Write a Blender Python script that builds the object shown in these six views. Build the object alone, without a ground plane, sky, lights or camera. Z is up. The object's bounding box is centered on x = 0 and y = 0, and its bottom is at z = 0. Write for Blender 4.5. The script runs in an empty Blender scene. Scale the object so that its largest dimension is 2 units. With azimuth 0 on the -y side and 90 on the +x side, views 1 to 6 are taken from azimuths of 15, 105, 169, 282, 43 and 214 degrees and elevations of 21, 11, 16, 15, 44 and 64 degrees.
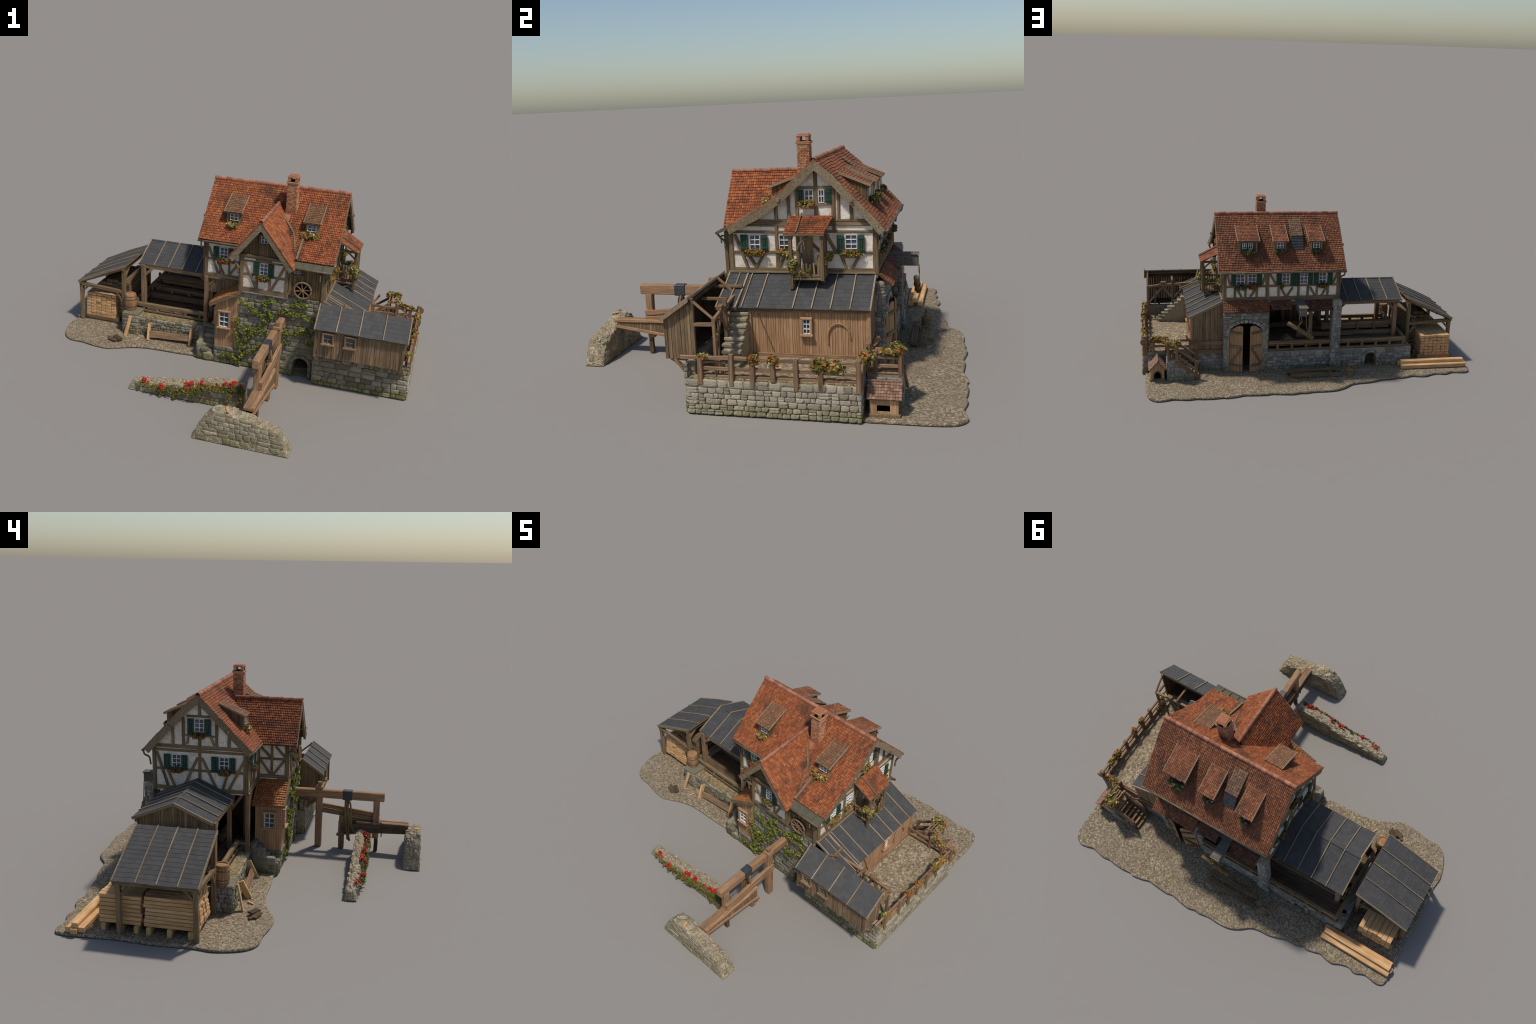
# Half-timbered sawmill with sheds, terrace, sluice gate and stone walls.
import bpy, bmesh, math, random
import numpy as np
from mathutils import Vector, Matrix, noise as mnoise

R = random.Random(7)
I4 = Matrix.Identity(4)
COL = bpy.context.scene.collection
V = Vector
EX, EY, EZ = V((1, 0, 0)), V((0, 1, 0)), V((0, 0, 1))

# ------------------------------------------------------------------ colours
def lin(h):
    out = []
    for i in (0, 2, 4):
        c = int(h[i:i + 2], 16) / 255
        out.append(c / 12.92 if c <= .04045 else ((c + .055) / 1.055) ** 2.4)
    return (*out, 1)

# ------------------------------------------------------------------ materials
class NT:
    def __init__(s, name):
        s.m = bpy.data.materials.new(name); s.m.use_nodes = True
        s.t = s.m.node_tree; s.n = s.t.nodes; s.L = s.t.links
        s.b = s.n['Principled BSDF']
        s.co = s.n.new('ShaderNodeTexCoord').outputs['Object']
        s.geo = s.n.new('ShaderNodeNewGeometry')
        s.oi = s.n.new('ShaderNodeObjectInfo')
    def link(s, a, b): s.L.new(a, b)
    def val(s, sock, v):
        if hasattr(v, 'is_output'): s.link(v, sock)
        else: sock.default_value = v
    def math(s, op, a, b=0., clamp=False):
        n = s.n.new('ShaderNodeMath'); n.operation = op; n.use_clamp = clamp
        s.val(n.inputs[0], a); s.val(n.inputs[1], b); return n.outputs[0]
    def map(s, scale, src=None, loc=(0, 0, 0)):
        n = s.n.new('ShaderNodeMapping'); n.inputs['Scale'].default_value = scale
        n.inputs['Location'].default_value = loc
        s.link(src or s.co, n.inputs['Vector']); return n.outputs[0]
    def noise(s, scale, detail=3., rough=.55, vec=None, dist=0.):
        n = s.n.new('ShaderNodeTexNoise'); n.inputs['Scale'].default_value = scale
        n.inputs['Detail'].default_value = detail; n.inputs['Roughness'].default_value = rough
        n.inputs['Distortion'].default_value = dist
        s.link(vec or s.co, n.inputs['Vector']); return n.outputs[0]
    def vor(s, scale, feat='F1', vec=None, out='Distance', rnd=1.):
        n = s.n.new('ShaderNodeTexVoronoi'); n.feature = feat
        n.inputs['Scale'].default_value = scale; n.inputs['Randomness'].default_value = rnd
        s.link(vec or s.co, n.inputs['Vector']); return n.outputs[out]
    def ramp(s, f, stops, interp='LINEAR'):
        n = s.n.new('ShaderNodeValToRGB'); e = n.color_ramp.elements; n.color_ramp.interpolation = interp
        while len(e) < len(stops): e.new(.5)
        for el, (p, c) in zip(e, stops):
            el.position = p; el.color = lin(c) if isinstance(c, str) else (c, c, c, 1)
        s.link(f, n.inputs[0]); return n.outputs[0]
    def mix(s, f, a, b, mode='MIX'):
        n = s.n.new('ShaderNodeMix'); n.data_type = 'RGBA'; n.blend_type = mode
        s.val(n.inputs[0], f)
        for k, v in ((6, a), (7, b)):
            s.val(n.inputs[k], lin(v) if isinstance(v, str) else v)
        return n.outputs[2]
    def rnd(s):
        return s.math('FRACT', s.math('ADD', s.geo.outputs['Random Per Island'], s.oi.outputs['Random']))
    def shift(s, col, amount, f):
        """multiply brightness by 1 +- amount, driven by f in 0..1"""
        n = s.n.new('ShaderNodeHueSaturation')
        s.link(s.math('ADD', s.math('MULTIPLY', f, 2 * amount), 1 - amount), n.inputs['Value'])
        s.link(col, n.inputs['Color']); return n.outputs[0]
    def posz(s):
        n = s.n.new('ShaderNodeSeparateXYZ'); s.link(s.geo.outputs['Position'], n.inputs[0]); return n.outputs[2]
    def done(s, col, rough=.85, bump=None, strength=.4, dist=.004, spec=.25):
        s.val(s.b.inputs['Base Color'], lin(col) if isinstance(col, str) else col)
        s.val(s.b.inputs['Roughness'], rough); s.b.inputs['Specular IOR Level'].default_value = spec
        if bump is not None:
            n = s.n.new('ShaderNodeBump'); n.inputs['Strength'].default_value = strength
            n.inputs['Distance'].default_value = dist
            s.link(bump, n.inputs['Height']); s.link(n.outputs[0], s.b.inputs['Normal'])
        return s.m

def wood(name, dark, mid, light, axis='x', vary=.18, grey=None):
    t = NT(name)
    sc = {'x': (9, 170, 170), 'y': (170, 9, 170), 'z': (170, 170, 9)}[axis]
    off = t.n.new('ShaderNodeVectorMath'); off.operation = 'ADD'
    t.link(t.co, off.inputs[0])
    r = t.rnd()
    cx = t.n.new('ShaderNodeCombineXYZ')
    for i in range(3): t.link(t.math('MULTIPLY', r, 3.7 + i), cx.inputs[i])
    t.link(cx.outputs[0], off.inputs[1])
    g = t.noise(1., 5, .62, t.map(sc, off.outputs[0]), .6)
    c = t.ramp(g, [(.28, dark), (.5, mid), (.74, light)])
    blot = t.noise(22, 2, .5)
    c = t.mix(t.math('MULTIPLY', t.ramp(blot, [(.45, 0), (.7, 1)]), .35), c, grey or dark)
    c = t.shift(c, vary, r)
    return t.done(c, .9, g, .45, .002, .12)

def stone(name, cols, moss=.030, speck='57503f', vary=.22):
    t = NT(name); r = t.rnd()
    n1 = t.noise(38, 4, .6)
    f = t.math('ADD', t.math('MULTIPLY', r, .62), t.math('MULTIPLY', n1, .38))
    c = t.ramp(f, [(.12, cols[0]), (.38, cols[1]), (.6, cols[2]), (.85, cols[3])])
    c = t.mix(t.math('MULTIPLY', t.ramp(t.noise(95, 3, .6), [(.5, 0), (.72, 1)]), .55), c, speck)
    c = t.mix(t.math('MULTIPLY', t.ramp(t.noise(17, 3, .6), [(.55, 0), (.72, 1)]), .4), c, '7d7a4c')
    if moss:
        h = t.math('SUBTRACT', t.math('ADD', moss, t.math('MULTIPLY', t.noise(26, 3, .6), moss * 1.3)), t.posz())
        m = t.math('MULTIPLY', t.math('MULTIPLY', h, 30., True), .85)
        m = t.math('MULTIPLY', m, t.ramp(t.noise(55, 3, .65), [(.36, 0), (.6, 1)]))
        c = t.mix(m, c, '6b6a26')
    b = t.math('ADD', t.noise(60, 4, .6), t.math('MULTIPLY', t.noise(210, 2), .35))
    return t.done(c, .92, b, .75, .006)

def tile_mat(name, dark, mid, light, dirt, dirt_amt=.55, moss=0.):
    t = NT(name); r = t.rnd()
    n = t.noise(70, 3, .6)
    f = t.math('ADD', t.math('MULTIPLY', r, .42), t.math('MULTIPLY', n, .58))
    c = t.ramp(f, [(.22, dark), (.5, mid), (.78, light)])
    p = t.ramp(t.noise(15, 5, .7, t.map((1, .5, .5))), [(.5, 0), (.66, 1)])
    c = t.mix(t.math('MULTIPLY', p, dirt_amt), c, dirt)
    c = t.mix(t.math('MULTIPLY', t.ramp(t.noise(6, 3, .6), [(.45, 0), (.65, 1)]), .35), c, dark)
    odd = t.ramp(t.math('FRACT', t.math('MULTIPLY', r, 17.3)), [(.82, 0), (.86, 1)])
    c = t.mix(t.math('MULTIPLY', odd, dirt_amt * .4), c, dirt)
    if moss:
        c = t.mix(t.math('MULTIPLY', t.ramp(t.noise(24, 4, .65), [(.46, 0), (.62, 1)]), moss), c, '6f6a34')
    return t.done(c, .8, t.noise(160, 3), .35, .002, .3)

def slate_mat(name, a, b, lichen):
    t = NT(name); r = t.rnd()
    f = t.math('ADD', t.math('MULTIPLY', r, .28), t.math('MULTIPLY', t.noise(30, 4, .6), .72))
    c = t.ramp(f, [(.2, a), (.8, b)])
    c = t.mix(t.math('MULTIPLY', t.ramp(t.noise(19, 4, .65), [(.58, 0), (.74, 1)]), lichen), c, '6d6440')
    return t.done(c, .9, t.noise(90, 4, .6), .4, .003, .12)

MAT = {}
def mats():
    M = MAT
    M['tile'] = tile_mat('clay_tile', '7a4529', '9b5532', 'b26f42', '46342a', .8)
    M['tile_n'] = tile_mat('clay_tile_darkened_for_shade', '6e432c', '885236', 'a06b4a', '43352c', .65)  # tile colours darkened and dulled for the weak sun on the north slope
    M['tile_old'] = tile_mat('weathered_tile', '644431', '805640', '9a6a4c', '5a4f3f', .55, .35)
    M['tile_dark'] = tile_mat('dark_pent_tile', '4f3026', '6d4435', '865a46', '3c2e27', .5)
    M['tile_hood'] = tile_mat('grey_shingle', '634a38', '7a5c46', '8f7058', '4d4036', .4)
    M['tile_tower'] = tile_mat('tower_tile', '7c4a2a', 'a3663a', 'bd7c48', '5d4029', .35)
    M['tile_dog'] = tile_mat('kennel_shingle', '6e5040', '8f6d58', 'a98a74', '5a4638', .3)
    M['ridge'] = tile_mat('ridge_clay', '855340', 'a2694f', 'b98062', '5c4032', .35)
    M['timber'] = wood('weathered_timber', '51432f', '7b664b', '9c8568', grey='665a49')
    M['barge'] = wood('grey_board', '5b4f3d', '82715a', 'a29073', grey='6b604c')
    M['batten'] = wood('pale_batten', '7a6850', '97836a', 'b29e82', grey='84745a')
    M['timber_red'] = wood('warm_timber', '5a4634', '876a50', 'a58a6b', grey='6c5b4a')
    M['gate'] = wood('sluice_oak', '6f5640', '9b7657', 'ba9876', grey='7c654f')
    M['lumber'] = wood('fresh_lumber', 'a37a50', 'cda272', 'e6c397', vary=.12, grey='b98e60')
    M['lumber_y'] = wood('fresh_lumber_stack', 'a37a50', 'cda272', 'e6c397', 'y', vary=.12, grey='b98e60')
    M['plank_z'] = wood('wall_plank', '584938', '846c52', 'a58b6c', 'z', .2, '6b5d4c')
    M['plank_warm'] = wood('warm_wall_plank', '8b6a4c', 'ae8763', 'c8a482', 'z', .10, '9a7a5b')
    M['plank_grey'] = wood('grey_wall_plank', '443828', '6e5a40', '8d7654', 'z', .22, '584d3b')
    M['plank_x'] = wood('floor_plank', '44372a', '665341', '877059', 'x', .2, '564b3f')
    M['barrel'] = wood('barrel_stave', '7a573a', 'a9805a', 'c8a27a', 'z', .10)
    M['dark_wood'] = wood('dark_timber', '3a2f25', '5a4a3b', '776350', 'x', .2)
    M['log'] = wood('bark_log', '55402c', '846a4c', 'a68c68', 'x', .1)
    M['grey_box'] = wood('hoist_board', '4b4842', '6a665d', '8a857a', 'x', .1)
    M['stone'] = stone('rubble_stone', ('857b68', '9a8f7b', 'a99d88', 'bcb099'), .036)
    M['stone_s'] = stone('damp_rubble_stone', ('69624f', '807865', '928975', 'a59b86'), .034)
    M['stone_n'] = stone('yard_stone', ('6f6a60', '868076', '98918a', 'aca598'), .030)
    M['stone_warm'] = stone('pier_stone', ('7c725c', '94886f', 'a5997f', 'bbae92'), .030)
    M['mortar'] = stone('lime_mortar', ('867b66', '978b74', 'a39680', 'ada089'))
    M['slate'] = slate_mat('slate', '454545', '545352', .22)
    M['sheet'] = slate_mat('roofing_sheet', '4b4a48', '5a5856', .25)
    M['lead'] = slate_mat('lead_flashing', '4f4c40', '6a6653', .5)
    # plaster with stains
    t = NT('lime_plaster')
    c = t.ramp(t.noise(9, 3, .6), [(.3, 'dfd0bc'), (.7, 'f4eadb')])
    c = t.mix(t.math('MULTIPLY', t.ramp(t.noise(34, 5, .7, None, 1.2), [(.5, 0), (.68, 1)]), .6), c, 'a98a63')
    crack = t.ramp(t.vor(24, 'DISTANCE_TO_EDGE', t.map((1, 1, 1))), [(0, 1), (.035, 0)])
    c = t.mix(t.math('MULTIPLY', crack, .22), c, 'a8927a')
    M['plaster'] = t.done(c, .95, t.noise(45, 5, .65), .5, .004)
    # gravel
    def gravel(name, sc, cols, rub):
        t = NT(name)
        v = t.vor(sc, 'F1', t.map((1, .75, 1)), 'Color')
        n = t.n.new('ShaderNodeSeparateColor'); t.link(v, n.inputs[0])
        c = t.ramp(n.outputs[0], [(.05, cols[0]), (.4, cols[1]), (.7, cols[2]), (1, cols[3])])
        e = t.vor(sc, 'DISTANCE_TO_EDGE', t.map((1, .75, 1)))
        c = t.mix(t.math('MULTIPLY', t.ramp(e, [(0, 1), (.10, 0)]), .4), c, cols[0])
        c = t.mix(t.math('MULTIPLY', t.ramp(t.noise(7, 4, .6), [(.45, 0), (.7, 1)]), .5), c, rub)
        c = t.mix(t.math('MULTIPLY', t.ramp(t.noise(16, 4, .65), [(.62, 0), (.76, 1)]), .25), c, '6a6330')
        return t.done(c, .95, t.math('ADD', t.ramp(e, [(0, 0), (.25, 1)]), t.math('MULTIPLY', t.noise(200, 2), .4)), .7, .004)
    M['gravel'] = gravel('yard_gravel', 150, ('766650', '918169', 'a3927a', 'bcad93'), '87775f')
    M['cobble'] = gravel('terrace_gravel', 105, ('766650', '928269', 'a4947b', 'bcad93'), '927e5d')
    M['sand'] = gravel('sandy_ledge', 130, ('6b6048', '8c8062', 'a39371', 'bda67c'), 'a7865a')
    t = NT('green_shutter'); c = t.shift(t.ramp(t.noise(1, 4, .6, t.map((120, 120, 12))), [(.3, '24372d'), (.7, '324f40')]), .1, t.rnd())
    M['shutter'] = t.done(c, .6, t.noise(1, 4, .6, t.map((160, 160, 12))), .2, .002)
    t = NT('white_paint'); M['white'] = t.done(t.ramp(t.noise(60), [(.3, 'c9c6bd'), (.7, 'efeee9')]), .6)
    t = NT('window_glass'); M['glass'] = t.done(t.ramp(t.noise(14, 2), [(.35, '2a3038'), (.65, '566070')]), .12, None, spec=.6)
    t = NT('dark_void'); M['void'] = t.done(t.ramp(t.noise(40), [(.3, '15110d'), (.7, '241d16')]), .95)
    t = NT('wrought_iron'); M['iron'] = t.done(t.ramp(t.noise(60, 4), [(.3, '2e3033'), (.7, '47484a')]), .55, t.noise(80, 3), .3, .002, .4)
    t = NT('zinc_pipe'); M['pipe'] = t.done(t.ramp(t.noise(40, 4), [(.3, '54493a'), (.7, '7c6c55')]), .6)
    t = NT('hemp_rope'); M['rope'] = t.done(t.ramp(t.noise(1, 3, .6, t.map((160, 160, 300))), [(.3, '5f4a31'), (.7, '9a7f57')]), .95, t.noise(260, 2), .5, .002)
    t = NT('fired_brick'); c = t.ramp(t.math('ADD', t.math('MULTIPLY', t.rnd(), .65), t.math('MULTIPLY', t.noise(60), .35)), [(.1, '94583c'), (.5, 'b37d5a'), (.9, 'cba07c')])
    M['brick'] = t.done(c, .9, t.noise(120, 3), .4, .003)
    t = NT('pale_mortar'); M['bmortar'] = t.done(t.ramp(t.noise(70), [(.3, '94745a'), (.7, 'b3937a')]), .95)
    def leaf(name, stops, transl=.25):
        t = NT(name); c = t.ramp(t.rnd(), stops, 'CONSTANT'); c = t.shift(c, .25, t.noise(60))
        m = t.done(c, .7)
        tr = t.n.new('ShaderNodeBsdfTranslucent'); mx = t.n.new('ShaderNodeMixShader'); mx.inputs[0].default_value = transl
        t.link(c, tr.inputs[0]); out = t.n['Material Output']
        t.link(t.b.outputs[0], mx.inputs[1]); t.link(tr.outputs[0], mx.inputs[2]); t.link(mx.outputs[0], out.inputs[0])
        return m
    M['flower_w'] = leaf('autumn_blossom', [(0, '6f7530'), (.22, '968f45'), (.42, 'a8663a'), (.56, 'b04f34'), (.64, 'bd8048'), (.76, '5f6a30'), (.92, 'c9ba8e')])
    M['flower_r'] = leaf('window_blossom', [(0, '5a642e'), (.25, '7c8140'), (.46, 'a34a32'), (.6, 'b36238'), (.74, '4b582d'), (.92, 'a83a2e')])
    M['flower_y'] = leaf('pale_blossom', [(0, '7f803a'), (.25, 'a09a52'), (.5, 'b8713c'), (.62, 'c9bd86'), (.8, '6a7030'), (.93, 'c25a34')])
    M['flower_n'] = leaf('green_trailing_leaf', [(0, '3f4f2a'), (.3, '5a6a38'), (.55, '6f6a34'), (.78, 'a0522f'), (.88, 'a9b0b4')])
    M['ivy'] = leaf('ivy_leaf', [(0, '6f752e'), (.3, '868a39'), (.6, '9d9c50'), (.85, '5f672e')])
    M['trail'] = leaf('trailing_leaf', [(0, '59602a'), (.3, '75742f'), (.6, '8a7634'), (.8, '8f5a2a'), (.9, '4c5626')])
    M['red'] = leaf('scarlet_petal', [(0, 'c42a22'), (.4, 'd9402f'), (.8, 'b0231f')])

# ------------------------------------------------------------------ object plumbing
WORLD = {}
def put(o, parent=None, M=I4):
    COL.objects.link(o)
    if parent is not None:
        o.parent = parent; o.matrix_parent_inverse = WORLD[parent.name].inverted()
    o.matrix_basis = M; WORLD[o.name] = M.copy()
    return o

def root(name, loc, label, category):
    e = bpy.data.objects.new(name, None); e.empty_display_size = .05
    put(e, None, Matrix.Translation(loc)); e['label'] = label; e['category'] = category
    return e

def node(name, parent, loc=(0, 0, 0)):
    e = bpy.data.objects.new(name, None); e.empty_display_size = .03
    return put(e, parent, Matrix.Translation(loc))

class MB:
    """collects vertices and faces of one mesh"""
    def __init__(s): s.v = []; s.f = []
    def add(s, vs, fs):
        k = len(s.v); s.v.extend([tuple(p) for p in vs]); s.f.extend([tuple(i + k for i in f) for f in fs])
    def obj(s, name, mat, parent, M=I4, smooth=False, stuff=False):
        me = bpy.data.meshes.new(name); me.from_pydata(s.v, [], s.f)
        me.materials.append(MAT[mat] if isinstance(mat, str) else mat)
        if smooth: me.polygons.foreach_set('use_smooth', [True] * len(me.polygons))
        me.update()
        o = bpy.data.objects.new(name, me); put(o, parent, M)
        if stuff: o['kind'] = 'stuff'
        return o
    def box(s, c, ax, half, ch=0.):
        """chamfered box: centre, three unit axes, half sizes"""
        c = V(c); a, b, d = ax; ha, hb, hd = half
        ch = min(ch, hb * .8, hd * .8)
        if ch <= 0:
            vs = [c + a * (x * ha) + b * (y * hb) + d * (z * hd) for x in (-1, 1) for y in (-1, 1) for z in (-1, 1)]
            s.add(vs, [(0, 1, 3, 2), (4, 6, 7, 5), (0, 4, 5, 1), (2, 3, 7, 6), (0, 2, 6, 4), (1, 5, 7, 3)]); return
        pr = [(hb, hd - ch), (hb - ch, hd), (-hb + ch, hd), (-hb, hd - ch), (-hb, -hd + ch), (-hb + ch, -hd), (hb - ch, -hd), (hb, -hd + ch)]
        vs = []
        for x, k in ((-ha, .86), (-ha + ch, 1), (ha - ch, 1), (ha, .86)):
            for y, z in pr:
                vs.append(c + a * x + b * (y * (1 if k == 1 else 1 - ch / hb)) + d * (z * (1 if k == 1 else 1 - ch / hd)))
        fs = [tuple(range(7, -1, -1)), tuple(range(24, 32))]
        for r in range(3):
            for i in range(8):
                j = (i + 1) % 8; fs.append((r * 8 + i, r * 8 + j, (r + 1) * 8 + j, (r + 1) * 8 + i))
        s.add(vs, fs)

def frame(p0, p1, up=EZ):
    p0, p1 = V(p0), V(p1); x = (p1 - p0).normalized()
    if abs(x.dot(up)) > .98: up = EX if abs(x.x) < .9 else EY
    y = up.cross(x).normalized(); z = x.cross(y)
    M = Matrix((x, y, z)).transposed().to_4x4(); M.translation = (p0 + p1) / 2
    return M, (p1 - p0).length

def beam(name, p0, p1, w, h, mat, parent, up=EZ, wob=.04, ch=.11, seg=4):
    """squared timber between two points, local x along the grain, slightly uneven"""
    M, L = frame(p0, p1, up); mb = MB(); hb, hd = w / 2, h / 2; c = min(w, h) * ch
    pr = [(hb, hd - c), (hb - c, hd), (-hb + c, hd), (-hb, hd - c), (-hb, -hd + c), (-hb + c, -hd), (hb - c, -hd), (hb, -hd + c)]
    vs = []; xs = [-L / 2] + [-L / 2 + c * .7 + (L - 1.4 * c) * i / seg for i in range(seg + 1)] + [L / 2]
    for i, x in enumerate(xs):
        k = .86 if i in (0, len(xs) - 1) else 1
        oy, oz = (R.uniform(-1, 1) * wob * w, R.uniform(-1, 1) * wob * h); s = 1 + R.uniform(-wob, wob)
        vs += [(x, y * k * s + oy, z * k * s + oz) for y, z in pr]
    n = len(xs); fs = [tuple(range(7, -1, -1)), tuple(range((n - 1) * 8, n * 8))]
    for r in range(n - 1):
        for i in range(8):
            j = (i + 1) % 8; fs.append((r * 8 + i, r * 8 + j, (r + 1) * 8 + j, (r + 1) * 8 + i))
    mb.add(vs, fs)
    return mb.obj(name, mat, parent, M)

def prism(name, O, U, W, pts, depth, mat, parent, stuff=False):
    """polygon (u,w) in the plane O,U,W pushed back along -(U x W)"""
    O = V(O); N = U.cross(W); bm = bmesh.new()
    a = [bm.verts.new(O + U * u + W * w) for u, w in pts]; b = [bm.verts.new(O + U * u + W * w - N * depth) for u, w in pts]
    n = len(pts)
    f = [bm.faces.new(a), bm.faces.new(b[::-1])]
    for i in range(n):
        j = (i + 1) % n; bm.faces.new((a[j], a[i], b[i], b[j]))
    bm.normal_update(); bmesh.ops.triangulate(bm, faces=f, ngon_method='EAR_CLIP'); bmesh.ops.recalc_face_normals(bm, faces=bm.faces[:])
    me = bpy.data.meshes.new(name); bm.to_mesh(me); bm.free(); me.materials.append(MAT[mat])
    o = bpy.data.objects.new(name, me)
    if stuff: o['kind'] = 'stuff'
    return put(o, parent)

def blk(name, lo, hi, mat, parent, ch=0.):
    mb = MB(); lo, hi = V(lo), V(hi); h = (hi - lo) / 2
    mb.box((lo + hi) / 2, (EX, EY, EZ), h, ch); return mb.obj(name, mat, parent)

def tube(name, pts, r, mat, parent, seg=8, close=True, taper=None):
    mb = MB(); pts = [V(p) for p in pts]; vs = []; n = len(pts)
    t0 = (pts[1] - pts[0]).normalized(); nrm = t0.orthogonal().normalized()
    for i, p in enumerate(pts):
        t = (pts[min(i + 1, n - 1)] - pts[max(i - 1, 0)]).normalized()
        nrm = (nrm - t * nrm.dot(t)).normalized(); b = t.cross(nrm)
        rr = r if taper is None else r * taper[i]
        vs += [p + nrm * (rr * math.cos(a)) + b * (rr * math.sin(a)) for a in [2 * math.pi * k / seg for k in range(seg)]]
    fs = []
    for i in range(n - 1):
        for k in range(seg):
            j = (k + 1) % seg; fs.append((i * seg + k, i * seg + j, (i + 1) * seg + j, (i + 1) * seg + k))
    fs += [tuple(range(seg - 1, -1, -1)), tuple(range((n - 1) * seg, n * seg))]
    mb.add(vs, fs); return mb.obj(name, mat, parent, smooth=True)

def smooth_path(pts, k=5):
    pts = [V(p) for p in pts]; out = []
    for i in range(len(pts) - 1):
        p0, p1, p2, p3 = pts[max(i - 1, 0)], pts[i], pts[i + 1], pts[min(i + 2, len(pts) - 1)]
        for j in range(k):
            t = j / k
            out.append(.5 * ((2 * p1) + (p2 - p0) * t + (2 * p0 - 5 * p1 + 4 * p2 - p3) * t * t + (3 * p1 - p0 - 3 * p2 + p3) * t ** 3))
    out.append(pts[-1]); return out

# ------------------------------------------------------------------ roofs
class Line:
    """roof profile from eave to ridge, arc-length parametrised"""
    def __init__(s, pts):
        s.p = [V(p) for p in pts]; s.d = [0.]
        for a, b in zip(s.p, s.p[1:]): s.d.append(s.d[-1] + (b - a).length)
        s.L = s.d[-1]
    def at(s, x):
        i = 0
        while i < len(s.p) - 2 and x > s.d[i + 1]: i += 1
        k = (x - s.d[i]) / (s.d[i + 1] - s.d[i]); t = (s.p[i + 1] - s.p[i])
        return s.p[i] + t * k, t.normalized()

def roof_board(name, line, U, u0, u1, thick, mat, parent, drop=.0):
    """sheathing under the covering"""
    mb = MB(); a, b = [], []
    for i, p in enumerate(line.p):
        _, t = line.at(line.d[i] + (1e-5 if i == 0 else -1e-5)); N = U.cross(t)
        if N.z < 0: N = -N
        a.append(p - N * drop); b.append(p - N * (drop + thick))
    n = len(a); vs = []
    for u in (u0, u1): vs += [p + U * u for p in a] + [p + U * u for p in b]
    fs = []
    for i in range(n - 1):
        fs += [(i, i + 1, 2 * n + i + 1, 2 * n + i), (n + i, 3 * n + i, 3 * n + i + 1, n + i + 1),
               (i, n + i, n + i + 1, i + 1), (2 * n + i, 2 * n + i + 1, 3 * n + i + 1, 3 * n + i)]
    fs += [(0, 2 * n, 3 * n, n), (n - 1, 2 * n - 1, 4 * n - 1, 3 * n - 1)]
    mb.add(vs, fs); return mb.obj(name, mat, parent)

def tiles(name, line, U, u0, u1, tw, th, thick, bulge, mat, parent, keep=None, jit=1., lap=1.35, seed=1, nu=4, limits=None, sag=.0, rnd_end=.10):
    rr = random.Random(seed); mb = MB(); rows = max(1, round(line.L / th)); th = line.L / rows
    for r in range(rows):
        s0 = r * th; a, b = (u0, u1) if limits is None else limits(s0 / line.L)
        cols = max(1, round((b - a) / tw)); w = (b - a) / cols; off = .5 if (r % 2 and tw > .018) else 0
        for c in range(cols + (1 if off else 0)):
            ua = max(a, a + (c - off) * w); ub = min(b, a + (c + 1 - off) * w)
            if ub - ua < w * .2: continue
            uc = (ua + ub) / 2; hw = (ub - ua) / 2 * .97
            s = s0 + rr.uniform(-.06, .06) * th * jit + sag * math.sin(uc * 23 + r * .7)
            P0, T = line.at(max(s, -.002)); P1, T1 = line.at(min(s + th * lap, line.L))
            if keep and not keep(P0 + U * uc): continue
            N = U.cross(T); N = N if N.z > 0 else -N
            lift = thick * (1 + rr.uniform(-.2, .35) * jit); skew = rr.uniform(-.05, .05) * th * jit
            lo, up, bt = [], [], []
            for i in range(nu + 1):
                x = -1 + 2 * i / nu; z = bulge * math.cos(x * math.pi / 2); rd = -rnd_end * th * (1 - abs(x) ** 2.5)
                q = U * (uc + x * hw)
                lo.append(P0 + q + N * (lift + z) + T * (skew * x + rd + rnd_end * th)); bt.append(P0 + q + N * (lift + z - thick * 1.25) + T * (skew * x + rd + rnd_end * th))
                up.append(P1 + q + N * (z * .8))
            k = nu + 1; fs = []
            flip = U.cross(T).z < 0
            for i in range(nu):
                f1 = (i, i + 1, k + i + 1, k + i); f2 = (2 * k + i, 2 * k + i + 1, i + 1, i)
                fs += [f1[::-1], f2[::-1]] if flip else [f1, f2]
            fs += [(0, k, 2 * k), (nu, 2 * k + nu, k + nu)]
            mb.add(lo + up + bt, fs)
    return mb.obj(name, mat, parent, stuff=True)

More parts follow.
